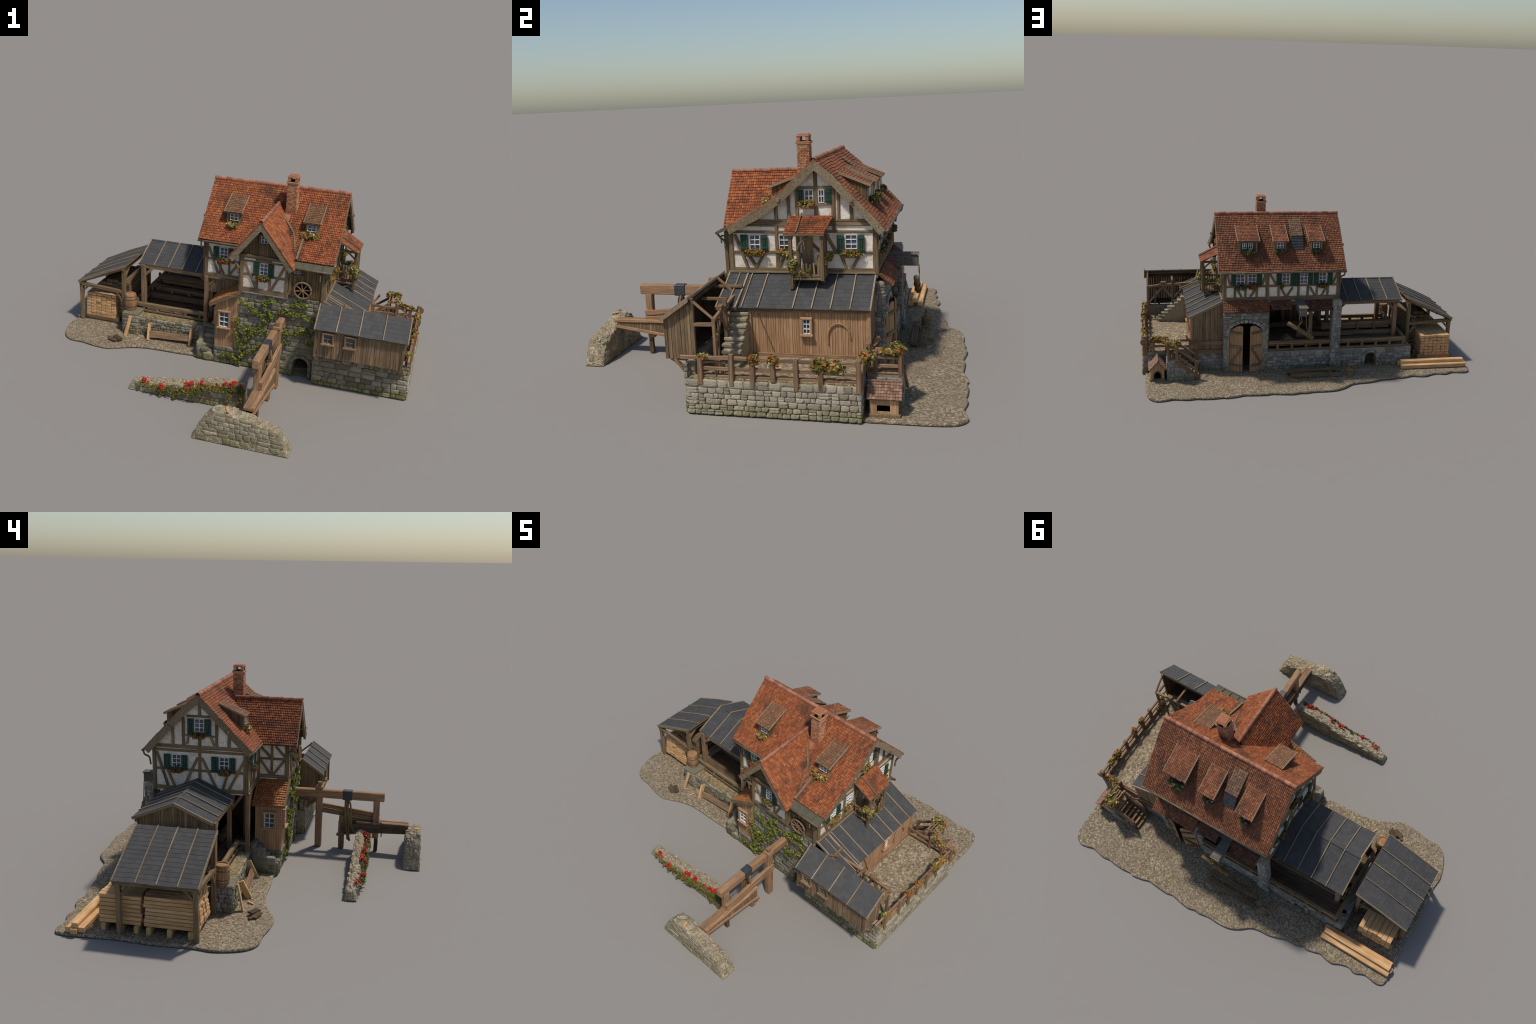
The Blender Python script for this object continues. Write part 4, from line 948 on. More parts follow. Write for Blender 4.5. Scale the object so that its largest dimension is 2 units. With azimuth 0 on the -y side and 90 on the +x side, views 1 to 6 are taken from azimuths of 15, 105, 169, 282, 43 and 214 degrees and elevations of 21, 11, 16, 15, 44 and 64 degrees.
    for yy, nrm in ((.515, 1), (.064, -1)):
        e = .245 if nrm > 0 else -.16
        beam('sill_beam', (-.616, yy, .178 if nrm > 0 else .164), (e, yy, .182 if nrm > 0 else .166), .020, .022, 'timber', p); beam('sill_beam', (-.625, yy + nrm * .003, .137 if nrm > 0 else .130), (e, yy + nrm * .003, .137 if nrm > 0 else .130), .018, .012, 'timber', p)
        xs = [-.605 + i * .088 for i in range(10)] if nrm > 0 else [-.56 + i * .085 for i in range(5)]
        for x in xs:
            if x < e: beam('sill_block', (x, yy, .140 if nrm > 0 else .134), (x, yy, .172 if nrm > 0 else .158), .018, .016, 'timber', p)
    beam('sill_beam', (-.612, .07, .180), (-.612, .52, .180), .022, .020, 'timber', p)
    # saw carriage: stacked squared logs on trestles
    c = node('saw_carriage', p, (-.4, .28, .17))
    for pp in (((-.612, .288, .190), (-.16, .284, .190), .044, .010), ((-.56, .345, .204), (-.12, .345, .204), .034, .024), ((-.575, .348, .229), (-.12, .348, .229), .038, .022), ((-.60, .395, .180), (.05, .395, .180), .03, .026),
               ((-.58, .286, .172), (-.1, .286, .172), .016, .014), ((-.12, .16, .16), (.20, .17, .16), .03, .03)):
        beam('squared_log', *pp[:2], pp[2], pp[3], 'timber_red', c)
    for x in (-.60, -.47, -.36, -.25):
        beam('trestle', (x, .275, .160), (x, .275, .186), .018, .016, 'timber_red', c); beam('trestle', (x, .345, .160), (x, .345, .194), .018, .02, 'timber_red', c); beam('trestle', (x + .01, .368, .160), (x + .01, .366, .24), .014, .012, 'timber_red', c)
    beam('trestle_tie', (-.607, .262, .186), (-.607, .37, .186), .016, .014, 'timber_red', c)
    prism('sawdust_heap', (0, .46, 0), -EX, EZ, [(-.16, .162), (-.13, .185), (-.115, .194), (-.10, .185), (-.07, .162)][::1], .05, 'sand', c)
    # posts of the open bay
    for x, yy in ((-.166, .010), (-.166, .105), (-.150, .485), (-.02, .47), (.02, .06), (.07, .06), (-.166, .30)):
        beam('timber_post', (x, yy, .120), (x, yy, .43), .022 if yy < .4 else .02, .022, 'timber_red' if yy < .2 else 'timber', p)
    for a in (((-.166, .10, .33), (-.166, .04, .415)), ((-.166, .02, .36), (-.12, .02, .41))): beam('knee_brace', *a, .014, .014, 'timber', p)
    beam('threshold', (-.166, -.0, .165), (-.166, .06, .165), .03, .012, 'timber_red', p)
    planks('inner_wall', (.246, .10, 0), -EY, EZ, .36, .42, .16, .02, .006, 'plank_x', p, 136) if 0 else None
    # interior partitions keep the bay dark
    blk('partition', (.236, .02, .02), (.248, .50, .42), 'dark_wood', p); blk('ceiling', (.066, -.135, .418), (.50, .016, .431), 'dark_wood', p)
    # ---- north gate block
    g = node('gate_block', HOUSE, (.38, .52, 0)); gx0, gx1, gy = .247, .513, .522
    AG = (.382, .098, .262, .056)
    prism('wall_core', (0, gy - .002, 0), -EX, EZ, arch_poly(-gx1, -gx0, .0, .415, -AG[0], AG[1], AG[2], AG[3]), .05, 'mortar', g)
    def mg(u, v, hu, hv):
        x = gx1 - u; q = (abs(x - AG[0]) - hu * .5) / (AG[1] + .012); return not (q < 1 and v - hv * .5 < AG[2] + (AG[3] + .012) * math.sqrt(max(0, 1 - max(q, 0) ** 2)))
    rubble((gx1, gy, .009), -EX, EZ, gx1 - gx0, .403, .021, 'stone_n', g, mg, .004, 1.6, 141)
    arch_stones((0, gy + .004, 0), -EX, EZ, -AG[0], AG[1], AG[2], AG[3], g, 'stone_n', 13, .02, False)
    rubble((gx0, gy, .009), -EY, EZ, .05, .395, .021, 'stone_n', g, None, .003, 1.4, 142)
    rubble((gx1, gy - .05, .009), EY, EZ, .05, .395, .021, 'stone_n', g, None, .003, 1.4, 143)
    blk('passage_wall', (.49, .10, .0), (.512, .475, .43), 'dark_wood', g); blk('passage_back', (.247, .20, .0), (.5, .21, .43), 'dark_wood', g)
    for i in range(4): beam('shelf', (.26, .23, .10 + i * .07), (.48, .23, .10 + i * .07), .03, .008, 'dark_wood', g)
    def leaf_door(hx, ex, hy, ey, flip):
        d = V((ex - hx, ey - hy, 0)); w = d.length; U = d.normalized(); N = V((U.y, -U.x, 0)); N = N if N.y > 0 else -N
        if U.cross(EZ).dot(N) < 0: O, U2 = V((ex, ey, 0)), -U
        else: O, U2 = V((hx, hy, 0)), U
        hinge_low = (U2 == U)
        def top(u):
            k = u / w if hinge_low else 1 - u / w          # 0 at the hinge
            return .268 + .040 * math.sin(min(1, k * 1.15) * math.pi * .5) - .012 * max(0, k - .75) * 4 * .5
        o = planks('door_leaf', O, U2, EZ, w, top, .014, w / 5, .007, 'plank_warm', g, 144 + flip)
        for z in (.055, .175, .262): beam('door_ledge', O + U2 * .004 + N * .004 + EZ * z, O + U2 * (w - .004) + N * .004 + EZ * z, .014, .006, 'timber', o, up=N)
        a, b = (.008, w - .008) if hinge_low else (w - .008, .008)
        beam('door_brace', O + U2 * b + N * .005 + EZ * .165 if 0 else O + U2 * a + N * .005 + EZ * .066, O + U2 * b + N * .005 + EZ * .165, .012, .006, 'timber', o, up=N)
    leaf_door(.479, .404, .524, .552, 0); leaf_door(.285, .358, .526, .556, 1)
    # stone pier beside the bay
    pr = node('bay_pier', HOUSE, (-.165, .52, 0))
    blk('pier_core', (-.190, .495, 0), (-.142, .540, .446), 'mortar', pr)
    rubble((-.140, .541, .009), -EX, EZ, .054, .428, .022, 'stone_n', pr, None, .003, 1.1, 151); rubble((-.192, .541, .009), -EY, EZ, .046, .428, .022, 'stone_n', pr, None, .003, 1.1, 152); rubble((-.140, .495, .009), EY, EZ, .046, .428, .022, 'stone_n', pr, None, .003, 1.1, 153)
    rubble((-.132, .548, .009), -EX, EZ, .07, .10, .026, 'stone_n', pr, None, .004, 1.1, 154)
    # pent roofs over the bays
    for i, (a, b, zt, zl, yl) in enumerate(((.248, .519, .448, .396, .557), (.112, .234, .447, .403, .548), (-.139, .028, .443, .394, .556))):
        r = node('pent_roof', HOUSE, ((a + b) / 2, .53, zl)); ln = Line([(0, yl, zl), (0, .503, zt)])
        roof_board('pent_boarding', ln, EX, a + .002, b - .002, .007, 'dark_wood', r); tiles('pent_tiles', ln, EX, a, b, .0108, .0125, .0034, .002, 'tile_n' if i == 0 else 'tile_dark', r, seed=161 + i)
    beam('timber_rail', (.245, .50, .425), (-.14, .50, .42), .018, .02, 'timber', p)
    # ---- hoist beam, rope and log
    h = node('hoist', HOUSE, (.06, .56, .42))
    mb = MB(); mb.box((.060, .565, .412), (EY, EX, EZ), (.068, .020, .026), .002); mb.obj('hoist_box', 'grey_box', h)
    mb = MB(); mb.box((.060, .562, .441), (EY, EX, EZ), (.074, .026, .003), .001); mb.obj('hoist_lid', 'grey_box', h); mb = MB(); mb.box((.060, .634, .440), (EX, EY, EZ), (.027, .003, .004), .001); mb.obj('hoist_edge', 'lumber', h)
    lg = tube('hanging_log', [(.152, .628, .348), (.10, .628, .314), (.05, .628, .283), (.0, .628, .247)], .0125, 'log', h, 12)
    mb = MB(); d = (V((.0, .628, .247)) - V((.05, .628, .283))).normalized(); M, L = frame(V((.0, .628, .247)), V((.0, .628, .247)) + d * .001)
    mb.add([(0.0012, math.cos(a) * .0118, math.sin(a) * .0118) for a in [2 * math.pi * i / 14 for i in range(14)]], [tuple(range(14))]); mb.obj('log_end', 'lumber', lg, M)
    for pa in ([(.082, .634, .40), (.086, .636, .37), (.078, .637, .35), (.092, .637, .33), (.084, .636, .31)], [(.076, .636, .39), (.070, .638, .355), (.088, .638, .335), (.075, .638, .305)], [(.045, .633, .39), (.044, .635, .35), (.040, .635, .32), (.028, .634, .275)]):
        tube('rope', smooth_path(pa), .0022, 'rope', h, 6)
    for cx, cz in ((.085, .305), (.028, .268)):
        for k in range(3): tube('rope_lashing', [V((cx + k * .004 - .003 * 0, .628, cz - k * .003)) + V((.35 * .0145 * math.sin(a), .0145 * math.cos(a), .9 * .0145 * math.sin(a))) for a in [2 * math.pi * i / 14 for i in range(15)]], .0018, 'rope', h, 5)

# ================================================================== slate roofs
def slate_roof(name, line, U, u0, u1, battens, parent, seed, mat='slate', edge='batten', limits=None, under='plank_x', batt='batten'):
    r = node(name, parent, line.p[0] + U * ((u0 + u1) / 2))
    roof_board('roof_boarding', line, U, u0 + .003, u1 - .003, .007, under, r)
    tiles('slates', line, U, u0, u1, .024, .026, .0010, .0, mat, r, seed=seed, jit=.5, nu=1, limits=limits, sag=.0008, rnd_end=0.)
    for u in battens:
        for a, b in zip(line.p, line.p[1:]):
            t = (b - a).normalized(); N = U.cross(t); N = N if N.z > 0 else -N
            beam('roof_batten', a + U * u + N * .004, b + U * u + N * .004, .0048, .0055, batt, r, up=N, wob=.1)
    for u in (u0, u1): rake_board('roof_edge', line, U, u, .006, .014, edge, r, below=.004)
    return r

# ================================================================== saw shed and lumber shed
def sheds():
    s = node('saw_shed', HOUSE, (-.4, .26, .3))
    front = Line([(0, .073, .410), (0, .258, .492)]); back = Line([(0, .457, .411), (0, .258, .492)])
    bt = [-.505, -.418, -.335, -.252]
    slate_roof('shed_roof', front, EX, -.597, -.184, bt, s, 301); slate_roof('shed_roof', back, EX, -.601, -.184, bt, s, 302)
    mb = MB(); mb.box((-.39, .258, .4905), (EX, EY, EZ), (.206, .008, .004), .002); mb.obj('ridge_cap', 'slate', s)
    planks('gable_boards', (-.583, .435, 0), -EY, EZ, .350, lambda u: .480 - abs(.435 - u - .258) * .43, .345, .0125, .006, 'plank_z', s, 303)
    for x, yy in ((-.568, .078), (-.568, .425)): beam('shed_post', (x, yy, .120), (x, yy, .408), .027, .027, 'timber_red', s)
    for yy in (.082, .440): beam('shed_plate', (-.59, yy, .396), (-.185, yy, .396), .016, .020, 'timber', s)
    beam('shed_tie', (-.572, .08, .385), (-.572, .44, .385), .018, .022, 'timber', s)
    for a, b in (((-.568, .078, .335), (-.515, .078, .39)), ((-.568, .425, .335), (-.515, .432, .39)), ((-.19, .44, .345), (-.235, .44, .39)), ((-.568, .40, .33), (-.568, .36, .38)), ((-.568, .105, .33), (-.568, .15, .38)), ((-.19, .08, .36), (-.225, .08, .392))): beam('knee_brace', a, b, .016, .016, 'timber', s)
    # lumber shed
    l = node('lumber_shed', HOUSE, (-.81, .22, .2)); ln = Line([(-.967, 0, .258), (-.90, 0, .291), (-.80, 0, .340), (-.658, 0, .402)])
    slate_roof('shed_roof', ln, EY, .036, .411, [.124, .216, .308], l, 311, 'sheet')
    PO = {'sw': (-.950, .050), 'nw': (-.953, .388), 'se': (-.680, .050), 'ne': (-.676, .390)}
    for k, (x, yy) in PO.items(): beam('shed_post', (x, yy, .008), (x, yy, .252 if k[1] == 'w' else .378), .022, .022, 'timber', l)
    beam('shed_plate', (-.951, .034, .250), (-.954, .412, .250), .018, .022, 'timber', l); beam('shed_plate', (-.678, .034, .372), (-.675, .412, .372), .018, .020, 'timber', l)
    for yy in (.046, .392):
        beam('shed_rafter', (-.962, yy, .250), (-.668, yy, .380), .012, .016, 'timber', l); beam('shed_tie', (-.945, yy, .240), (-.68, yy, .228), .016, .020, 'timber', l)
        beam('knee_brace', (-.945, yy, .190), (-.905, yy, .235), .012, .012, 'timber', l); beam('knee_brace', (-.685, yy, .160), (-.725, yy, .225), .013, .013, 'timber', l)
    for a, b in (((-.952, .06, .20), (-.952, .10, .242)), ((-.954, .375, .20), (-.954, .335, .242)), ((-.677, .38, .32), (-.677, .33, .368)), ((-.677, .06, .32), (-.677, .11, .368)), ((-.70, .22, .375), (-.70, .10, .34))): beam('knee_brace', a, b, .013, .013, 'timber', l)
    for i in range(5): beam('shed_purlin', (-.92 + i * .055, .045, .262 + i * .0245), (-.92 + i * .055, .40, .262 + i * .0245), .008, .008, 'dark_wood', l)
    # tall plank stack behind the shed
    st = node('plank_stack', HOUSE, (-.70, .24, .02)); rr = random.Random(8)
    for i in range(11):
        for j in range(2):
            beam('stacked_plank', (-.722 + j * .038 + rr.uniform(-.003, .003), .09 + rr.uniform(-.01, .01), .032 + i * .0225), (-.722 + j * .038 + rr.uniform(-.003, .003), .37 + rr.uniform(-.012, .012), .032 + i * .0225), .036, .019, 'timber', st, wob=.02)
    for i in range(4):
        for j in range(3 - (i > 2)):
            beam('stacked_plank', (-.760 - j * .038, .10 + rr.uniform(-.006, .006), .197 + i * .0205), (-.760 - j * .038, .30 + rr.uniform(-.006, .006), .197 + i * .0205), .036, .018, 'timber', st, wob=.02)

def stack(name, x0, x1, y0, y1, z0, z1, nx, nz, lab, seed, along='y'):
    rt = root(name, ((x0 + x1) / 2, (y0 + y1) / 2, .02), lab, 'lumber'); rr = random.Random(seed); w = (x1 - x0) / nx; h = (z1 - z0) / nz
    for yy in (y0 + .02, (y0 + y1) / 2, y1 - .02): beam('bearer', (x0 - .012, yy, z0 - .016), (x1 + .008, yy, z0 - .016), .020, .034, 'lumber', rt)
    for k in range(nz):
        sp = (nz - 1 - k) / nz * .018 if name == 'board_stack' else 0
        for i in range(nx):
            j = rr.uniform(-.004, .004)
            beam('board', (x0 + (i + .5) * w, y0 + j - sp, z0 + (k + .5) * h), (x0 + (i + .5) * w + rr.uniform(-.001, .001), y1 + rr.uniform(-.004, .004), z0 + (k + .5) * h), w * .95, h * .88, 'lumber', rt, wob=.012, ch=.1, seg=2)

def lumber():
    stack('board_stack', -.926, -.738, .062, .287, .044, .184, 6, 8, 'stack of pale sawn boards with stepped ends', 401)
    stack('lumber_stack', -.926, -.735, .302, .489, .044, .178, 7, 7, 'stack of pale sawn planks in even rows', 402)
    b = root('loose_beams', (-.78, .58, .02), 'pile of freshly sawn long squared beams', 'lumber')
    for p0, p1 in (((-.572, .548, .034), (-.984, .552, .034)), ((-.575, .600, .034), (-.992, .604, .034)), ((-.60, .575, .032), (-1.0, .580, .030)), ((-.58, .570, .052), (-.985, .578, .053))):
        beam('squared_beam', p0, p1, .030, .024, 'lumber', b, wob=.015)

# ================================================================== lean-to and terrace
def terrace():
    t = node('terrace', HOUSE, (.75, .15, 0)); x1 = .984; y0, y1 = -.184, .484; zt = .143
    blk('terrace_core', (.49, y0 + .001, 0), (x1 - .004, y1 - .001, zt - .006), 'mortar', t)
    blk('terrace_floor', (.50, y0 + .02, .12), (x1 - .012, y1 - .006, zt), 'cobble', t, .004)
    # east wall: every stone on its own
    batter = lambda u, v: EX * (.008 * (1 - v / .14))
    w = node('terrace_wall', HOUSE, (x1, .15, 0))
    rubble((x1 - .004, y0, .002), EY, EZ, y1 - y0, .136, .0225, 'stone', w, None, .0035, 1.5, 411, named=True, warp=batter, gap=.94)
    rubble((.495, y0, .002), EX, EZ, x1 - .495, .196, .024, 'stone_s', w, None, .003, 1.6, 412, warp=lambda u, v: -EY * (.006 * (1 - v / .2)))
    rubble((x1, y1, .009), -EX, EZ, x1 - .51, .112, .022, 'stone_n', w, None, .003, 1.6, 413)
    blk('parapet', (.50, y0 + .004, .10), (.955, -.155, .204), 'mortar', w)
    rubble((.955, y0, .14), EY, EZ, .035, .062, .02, 'stone_warm', w, None, .003, 1.2, 414)
    blk('wall_coping', (x1 - .034, y0 + .01, .130), (x1 - .006, y1, .1475), 'sand', w, .004)
    for i, yy in enumerate((-.10, -.02, .05, .13, .21, .29, .37, .44)): beam('sole_plate', (x1 - .016, yy - .04, .150), (x1 - .016, yy + .036, .150), .016, .008, 'timber_red', w)
    # fence
    f = node('fence', HOUSE, (.975, .15, .15))
    for yy, zl, zh in ((-.124, .120, .228), (-.002, .118, .240), (.080, .115, .236), (.158, .140, .225), (.245, .110, .231), (.337, .118, .212), (.476, .112, .236)): beam('fence_post', (.978, yy, zl), (.976, yy, zh), .019, .019, 'timber_red', f)
    for yy in (-.065, -.045): beam('fence_post', (.955, yy, .145), (.955, yy, .20), .010, .010, 'timber_red', f)
    rails = [(-.20, .222), (-.124, .222), (-.002, .224), (.08, .222), (.16, .220), (.245, .222), (.337, .219), (.476, .218)]
    for (a, za), (b, zb) in zip(rails, rails[1:]): beam('fence_rail', (.973, a - .004, za), (.973, b + .004, zb), .010, .014, 'timber_red', f)
    rl = [(-.12, .182), (-.002, .180), (.08, .182), (.16, .181), (.245, .183), (.337, .182), (.476, .180)]
    for (a, za), (b, zb) in zip(rl, rl[1:]): beam('fence_rail', (.973, a - .003, za), (.973, b + .003, zb), .009, .013, 'timber_red', f)
    beam('fence_rail', (.972, -.12, .203), (.955, -.05, .203), .007, .007, 'timber_red', f)
    # north fence with gate posts
    for x, zl, zh in ((.968, .10, .238), (.925, .13, .21), (.848, .135, .232), (.708, .14, .215)): beam('fence_post', (x, .476, zl), (x, .476, zh), .019, .017, 'timber_red', f)
    for z in (.203, .165): beam('fence_rail', (.968, .473, z + .006), (.848, .473, z + .004), .009, .013, 'timber_red', f); beam('fence_rail', (.848, .473, z), (.700, .470, z - .004), .009, .014, 'timber_red', f)
    tube('round_board', [(.980, .494, .205), (.980, .486, .205)], .020, 'timber_red', f, 20).data.polygons.foreach_set('use_smooth', [False] * (20 + 2))
    tube('bent_branch', smooth_path([(.70, .50, .20), (.715, .515, .215), (.73, .525, .235), (.735, .52, .25)]), .006, 'timber_red', f)
    for i, (c, h, n, m) in enumerate((((.970, -.115, .226), (.016, .030, .010), 50, 'flower_y'), ((.975, .082, .222), (.016, .024, .022), 80, 'flower_w'), ((.975, .160, .220), (.016, .022, .022), 80, 'flower_w'),
                                   ((.974, .335, .211), (.018, .034, .028), 170, 'flower_w'), ((.974, .392, .206), (.017, .034, .026), 160, 'flower_y'), ((.905, .478, .212), (.042, .016, .020), 150, 'flower_w'), ((.862, .500, .215), (.022, .020, .018), 80, 'flower_y'))):
        posy(c, h, int(n * 1.7), .0098, m, f, 420 + i)
    # lean-to
    l = node('lean_to', HOUSE, (.61, .24, .15)); wx = .700
    planks('lean_to_planks', (wx, -.006, 0), EY, EZ, .490, .352, .143, .0105, .006, 'plank_warm', l, 431)
    blk('lean_to_core', (.515, .0, .10), (wx - .005, .478, .345), 'dark_wood', l)
    prism('lean_to_head', (0, .476, 0), -EX, EZ, [(-.694, .33), (-.512, .33), (-.512, .437), (-.694, .348)], .47, 'dark_wood', l)
    planks('lean_to_planks', (wx, .484, 0), -EX, EZ, .186, lambda u: .350 + u * .46, .108, .0165, .006, 'plank_z', l, 432)
    for z in (.186, .132): beam('skirt_board', (.705, .489, z), (.512, .489, z - .004), .024, .008, 'timber_red', l, up=EY)
    beam('wall_base', (wx + .004, .0, .150), (wx + .004, .48, .150), .008, .014, 'timber_red', l)
    for yy in (.0, .482): beam('corner_board', (wx + .003, yy, .145), (wx + .003, yy, .350), .014, .010, 'plank_warm', l, up=EX)
    beam('wall_plate', (wx + .004, -.006, .340), (wx + .004, .486, .340), .010, .018, 'timber_red', l)
    wall_window('E', wx + .001, .218, .242, .248, .303, l, 2, 3, trim='plank_warm')
    tube('arch_trim', smooth_path([(wx + .004, .319, .20), (wx + .005, .319, .245), (wx + .005, .332, .275), (wx + .005, .357, .288), (wx + .005, .384, .280), (wx + .005, .402, .255), (wx + .004, .408, .225)]), .0028, 'plank_warm', l, 6)
    beam('diagonal_batten', (wx + .003, .035, .32), (wx + .003, .095, .165), .004, .003, 'timber', l, up=EX)
    ln = Line([(.722, 0, .348), (.512, 0, .447)])
    slate_roof('lean_to_roof', ln, EY, -.052, .489, [-.030, .038, .182, .258, .333, .410], l, 433)
    slate_roof('lean_to_roof', Line([(.742, 0, .352), (.600, 0, .4085), (.512, 0, .450)]), EY, -.132, -.050, [-.085], l, 434)
    beam('wall_fillet', (.523, -.13, .452), (.523, .49, .452), .008, .008, 'barge', l)
    # stone stair beside the lean-to
    st = node('terrace_stair', HOUSE, (.77, -.04, .143))
    for i in range(9):
        x = .868 - i * .0205; z = .158 + i * .0205; mb = MB()
        mb.box((x, -.045 + R.uniform(-.003, .003), z), (EY, EX, EZ), (.040 + R.uniform(-.002, .002), .0135, .0062), .002); mb.obj('step', 'stone_warm', st)
        blk('step_body', (x - .013, -.080, .14), (x + .010, -.010, z), 'mortar', st)
    blk('stair_body', (.60, -.080, .14), (.70, -.010, .335), 'mortar', st)
    prism('stair_cheek', (0, -.006, 0), -EX, EZ, [(-.87, .143), (-.70, .143), (-.70, .325), (-.72, .305)], .006, 'stone_warm', st)
    # mill-side shed
    m = node('mill_shed', HOUSE, (.73, -.22, .2)); rf = lambda y: .444 + (y + .166) * (.444 - .363) / .118
    slate_roof('shed_roof', Line([(0, -.284, .363), (0, -.162, .447)]), EX, .503, .964, [.612, .725, .843], m, 451, 'sheet')
    planks('shed_planks', (.506, -.266, 0), EX, EZ, .441, .362, .208, .0145, .007, 'plank_z', m, 452, ragged=.005)
    planks('shed_planks', (.947, -.266, 0), EY, EZ, .112, lambda u: rf(-.266 + u) - .010, .208, .0125, .007, 'plank_z', m, 453, ragged=.004)
    planks('shed_planks', (.510, -.150, 0), -EY, EZ, .116, lambda u: rf(-.150 - u) - .010, .206, .0135, .007, 'plank_z', m, 454)
    for x, yy in ((.510, -.266), (.944, -.266), (.944, -.155), (.514, -.155)): beam('corner_post', (x, yy, .204), (x, yy, rf(yy) - .008), .013, .013, 'timber', m)
    for a0, a1, z0, z1 in ((.551, .594, .291, .340), (.663, .706, .289, .340)): wall_window('S', -.268, a0, z0, a1, z1, m, 2, 2, trim='plank_z', frame_mat='barge')
    blk('shed_floor', (.515, -.258, .210), (.942, -.175, .217), 'dark_wood', m)
    for x in (.525, .60, .69, .78, .87, .935): beam('floor_bracket', (x, -.185, .150), (x, -.255, .205), .012, .014, 'timber_red', m); beam('floor_joist', (x, -.165, .200), (x, -.258, .203), .013, .012, 'timber_red', m)
    beam('brace', (.950, -.182, .135), (.950, -.235, .206), .010, .010, 'timber_red', m)
    beam('shed_plate', (.51, -.166, .428), (.958, -.166, .428), .014, .016, 'dark_wood', m)
    F = 'timber_red'
    beam('frame_post', (.945, -.072, .145), (.945, -.072, .365), .013, .013, F, m); beam('frame_post', (.787, -.076, .145), (.787, -.076, .402), .014, .014, F, m); beam('frame_post', (.90, -.075, .145), (.897, -.07, .35), .008, .008, F, m)
    beam('frame_rail', (.952, -.070, .362), (.850, -.074, .370), .013, .015, F, m); beam('frame_rail', (.855, -.074, .370), (.60, -.078, .382), .013, .015, F, m)
    beam('frame_brace', (.945, -.072, .245), (.842, -.074, .362), .011, .012, F, m); beam('frame_brace', (.787, -.076, .28), (.84, -.076, .350), .010, .010, F, m); beam('frame_brace', (.787, -.076, .27), (.72, -.078, .345), .010, .010, F, m)
    beam('frame_tie', (.787, -.172, .402), (.787, -.064, .402), .012, .012, F, m); beam('frame_tie', (.62, -.172, .412), (.62, -.050, .412), .012, .012, F, m); beam('frame_tie', (.945, -.155, .342), (.945, -.07, .345), .012, .014, F, m)
    beam('frame_strut', (.612, -.160, .445), (.64, -.078, .385), .010, .010, F, m); beam('frame_strut', (.945, -.150, .432), (.947, -.07, .365), .009, .009, F, m)
    mb = MB(); mb.box((.845, -.076, .384), (EX, EY, EZ), (.018, .012, .010), .003); mb.obj('saddle_block', F, m)
    for a in ((.87, -.065, .385), (.825, -.066, .383)): tube('rope', smooth_path([a, (a[0] + .004, a[1] - .012, a[2] - .03), (a[0] - .01, a[1] - .02, a[2] - .055)]), .004, 'rope', m, 6)
    # ---- yard stair with railing and flowers
    y = node('yard_stair', HOUSE, (.76, .56, .02))
    prism('stair_cheek', (0, .618, 0), -EX, EZ, [(-.848, .0), (-.690, .0), (-.690, .045), (-.785, .140), (-.848, .140)], .016, 'mortar', y)
    def ms(u, v, hu, hv): x = .848 - u; return v + hv < (.128 if x > .785 else .128 - (.785 - x) * 1.0) + .004
    rubble((.848, .619, .008), -EX, EZ, .158, .126, .020, 'stone_n', y, ms, .003, 1.6, 461); rubble((.850, .488, .008), EY, EZ, .13, .120, .020, 'stone_n', y, None, .003, 1.6, 462)
    prism('stair_cheek', (0, .512, 0), -EX, EZ, [(-.848, .0), (-.690, .0), (-.690, .045), (-.785, .140), (-.848, .140)], .014, 'mortar', y)
    blk('landing', (.785, .488, .02), (.846, .604, .142), 'mortar', y); blk('landing_boards', (.783, .486, .141), (.848, .618, .147), 'timber_red', y, .002)
    for i in range(6): beam('stair_tread', (.780 - i * .0205, .506, .128 - i * .0205), (.780 - i * .0205, .606, .128 - i * .0205), .026, .007, 'timber_red', y)
    for x, yy, z0, z1 in ((.842, .612, .07, .225), (.795, .612, .08, .215), (.842, .520, .14, .232), (.795, .505, .14, .215), (.682, .612, .008, .125), (.682, .505, .008, .115)): beam('stair_post', (x, yy, z0), (x, yy, z1), .015, .015, 'timber_red', y)
    for yy in (.612, .505):
        beam('hand_rail', (.800, yy, .210), (.672, yy, .112), .011, .013, 'timber_red', y); beam('stair_rail', (.80, yy, .168), (.682, yy, .068), .009, .012, 'timber_red', y)
    beam('stair_stringer', (.795, .624, .128), (.662, .624, .028), .008, .020, 'timber_red', y)
    for z in (.205, .172): beam('stair_rail', (.842, .52, z), (.842, .612, z), .009, .012, 'timber_red', y)
    for i in range(4): beam('pergola_slat', (.842 - i * .016, .515, .222), (.842 - i * .016, .612, .222), .008, .008, 'timber_red', y)
    for yy in (.52, .612): beam('pergola_rail', (.848, yy, .216), (.786, yy, .216), .009, .010, 'timber_red', y)
    for i, (c, h, n) in enumerate((((.838, .600, .228), (.022, .022, .018), 90), ((.808, .612, .226), (.024, .018, .018), 90), ((.786, .592, .230), (.016, .024, .018), 80), ((.842, .560, .228), (.014, .026, .014), 70))): posy(c, h, int(n * 1.7), .0098, 'flower_y' if i % 2 else 'flower_w', y, 470 + i)
    # small platform behind the lean-to

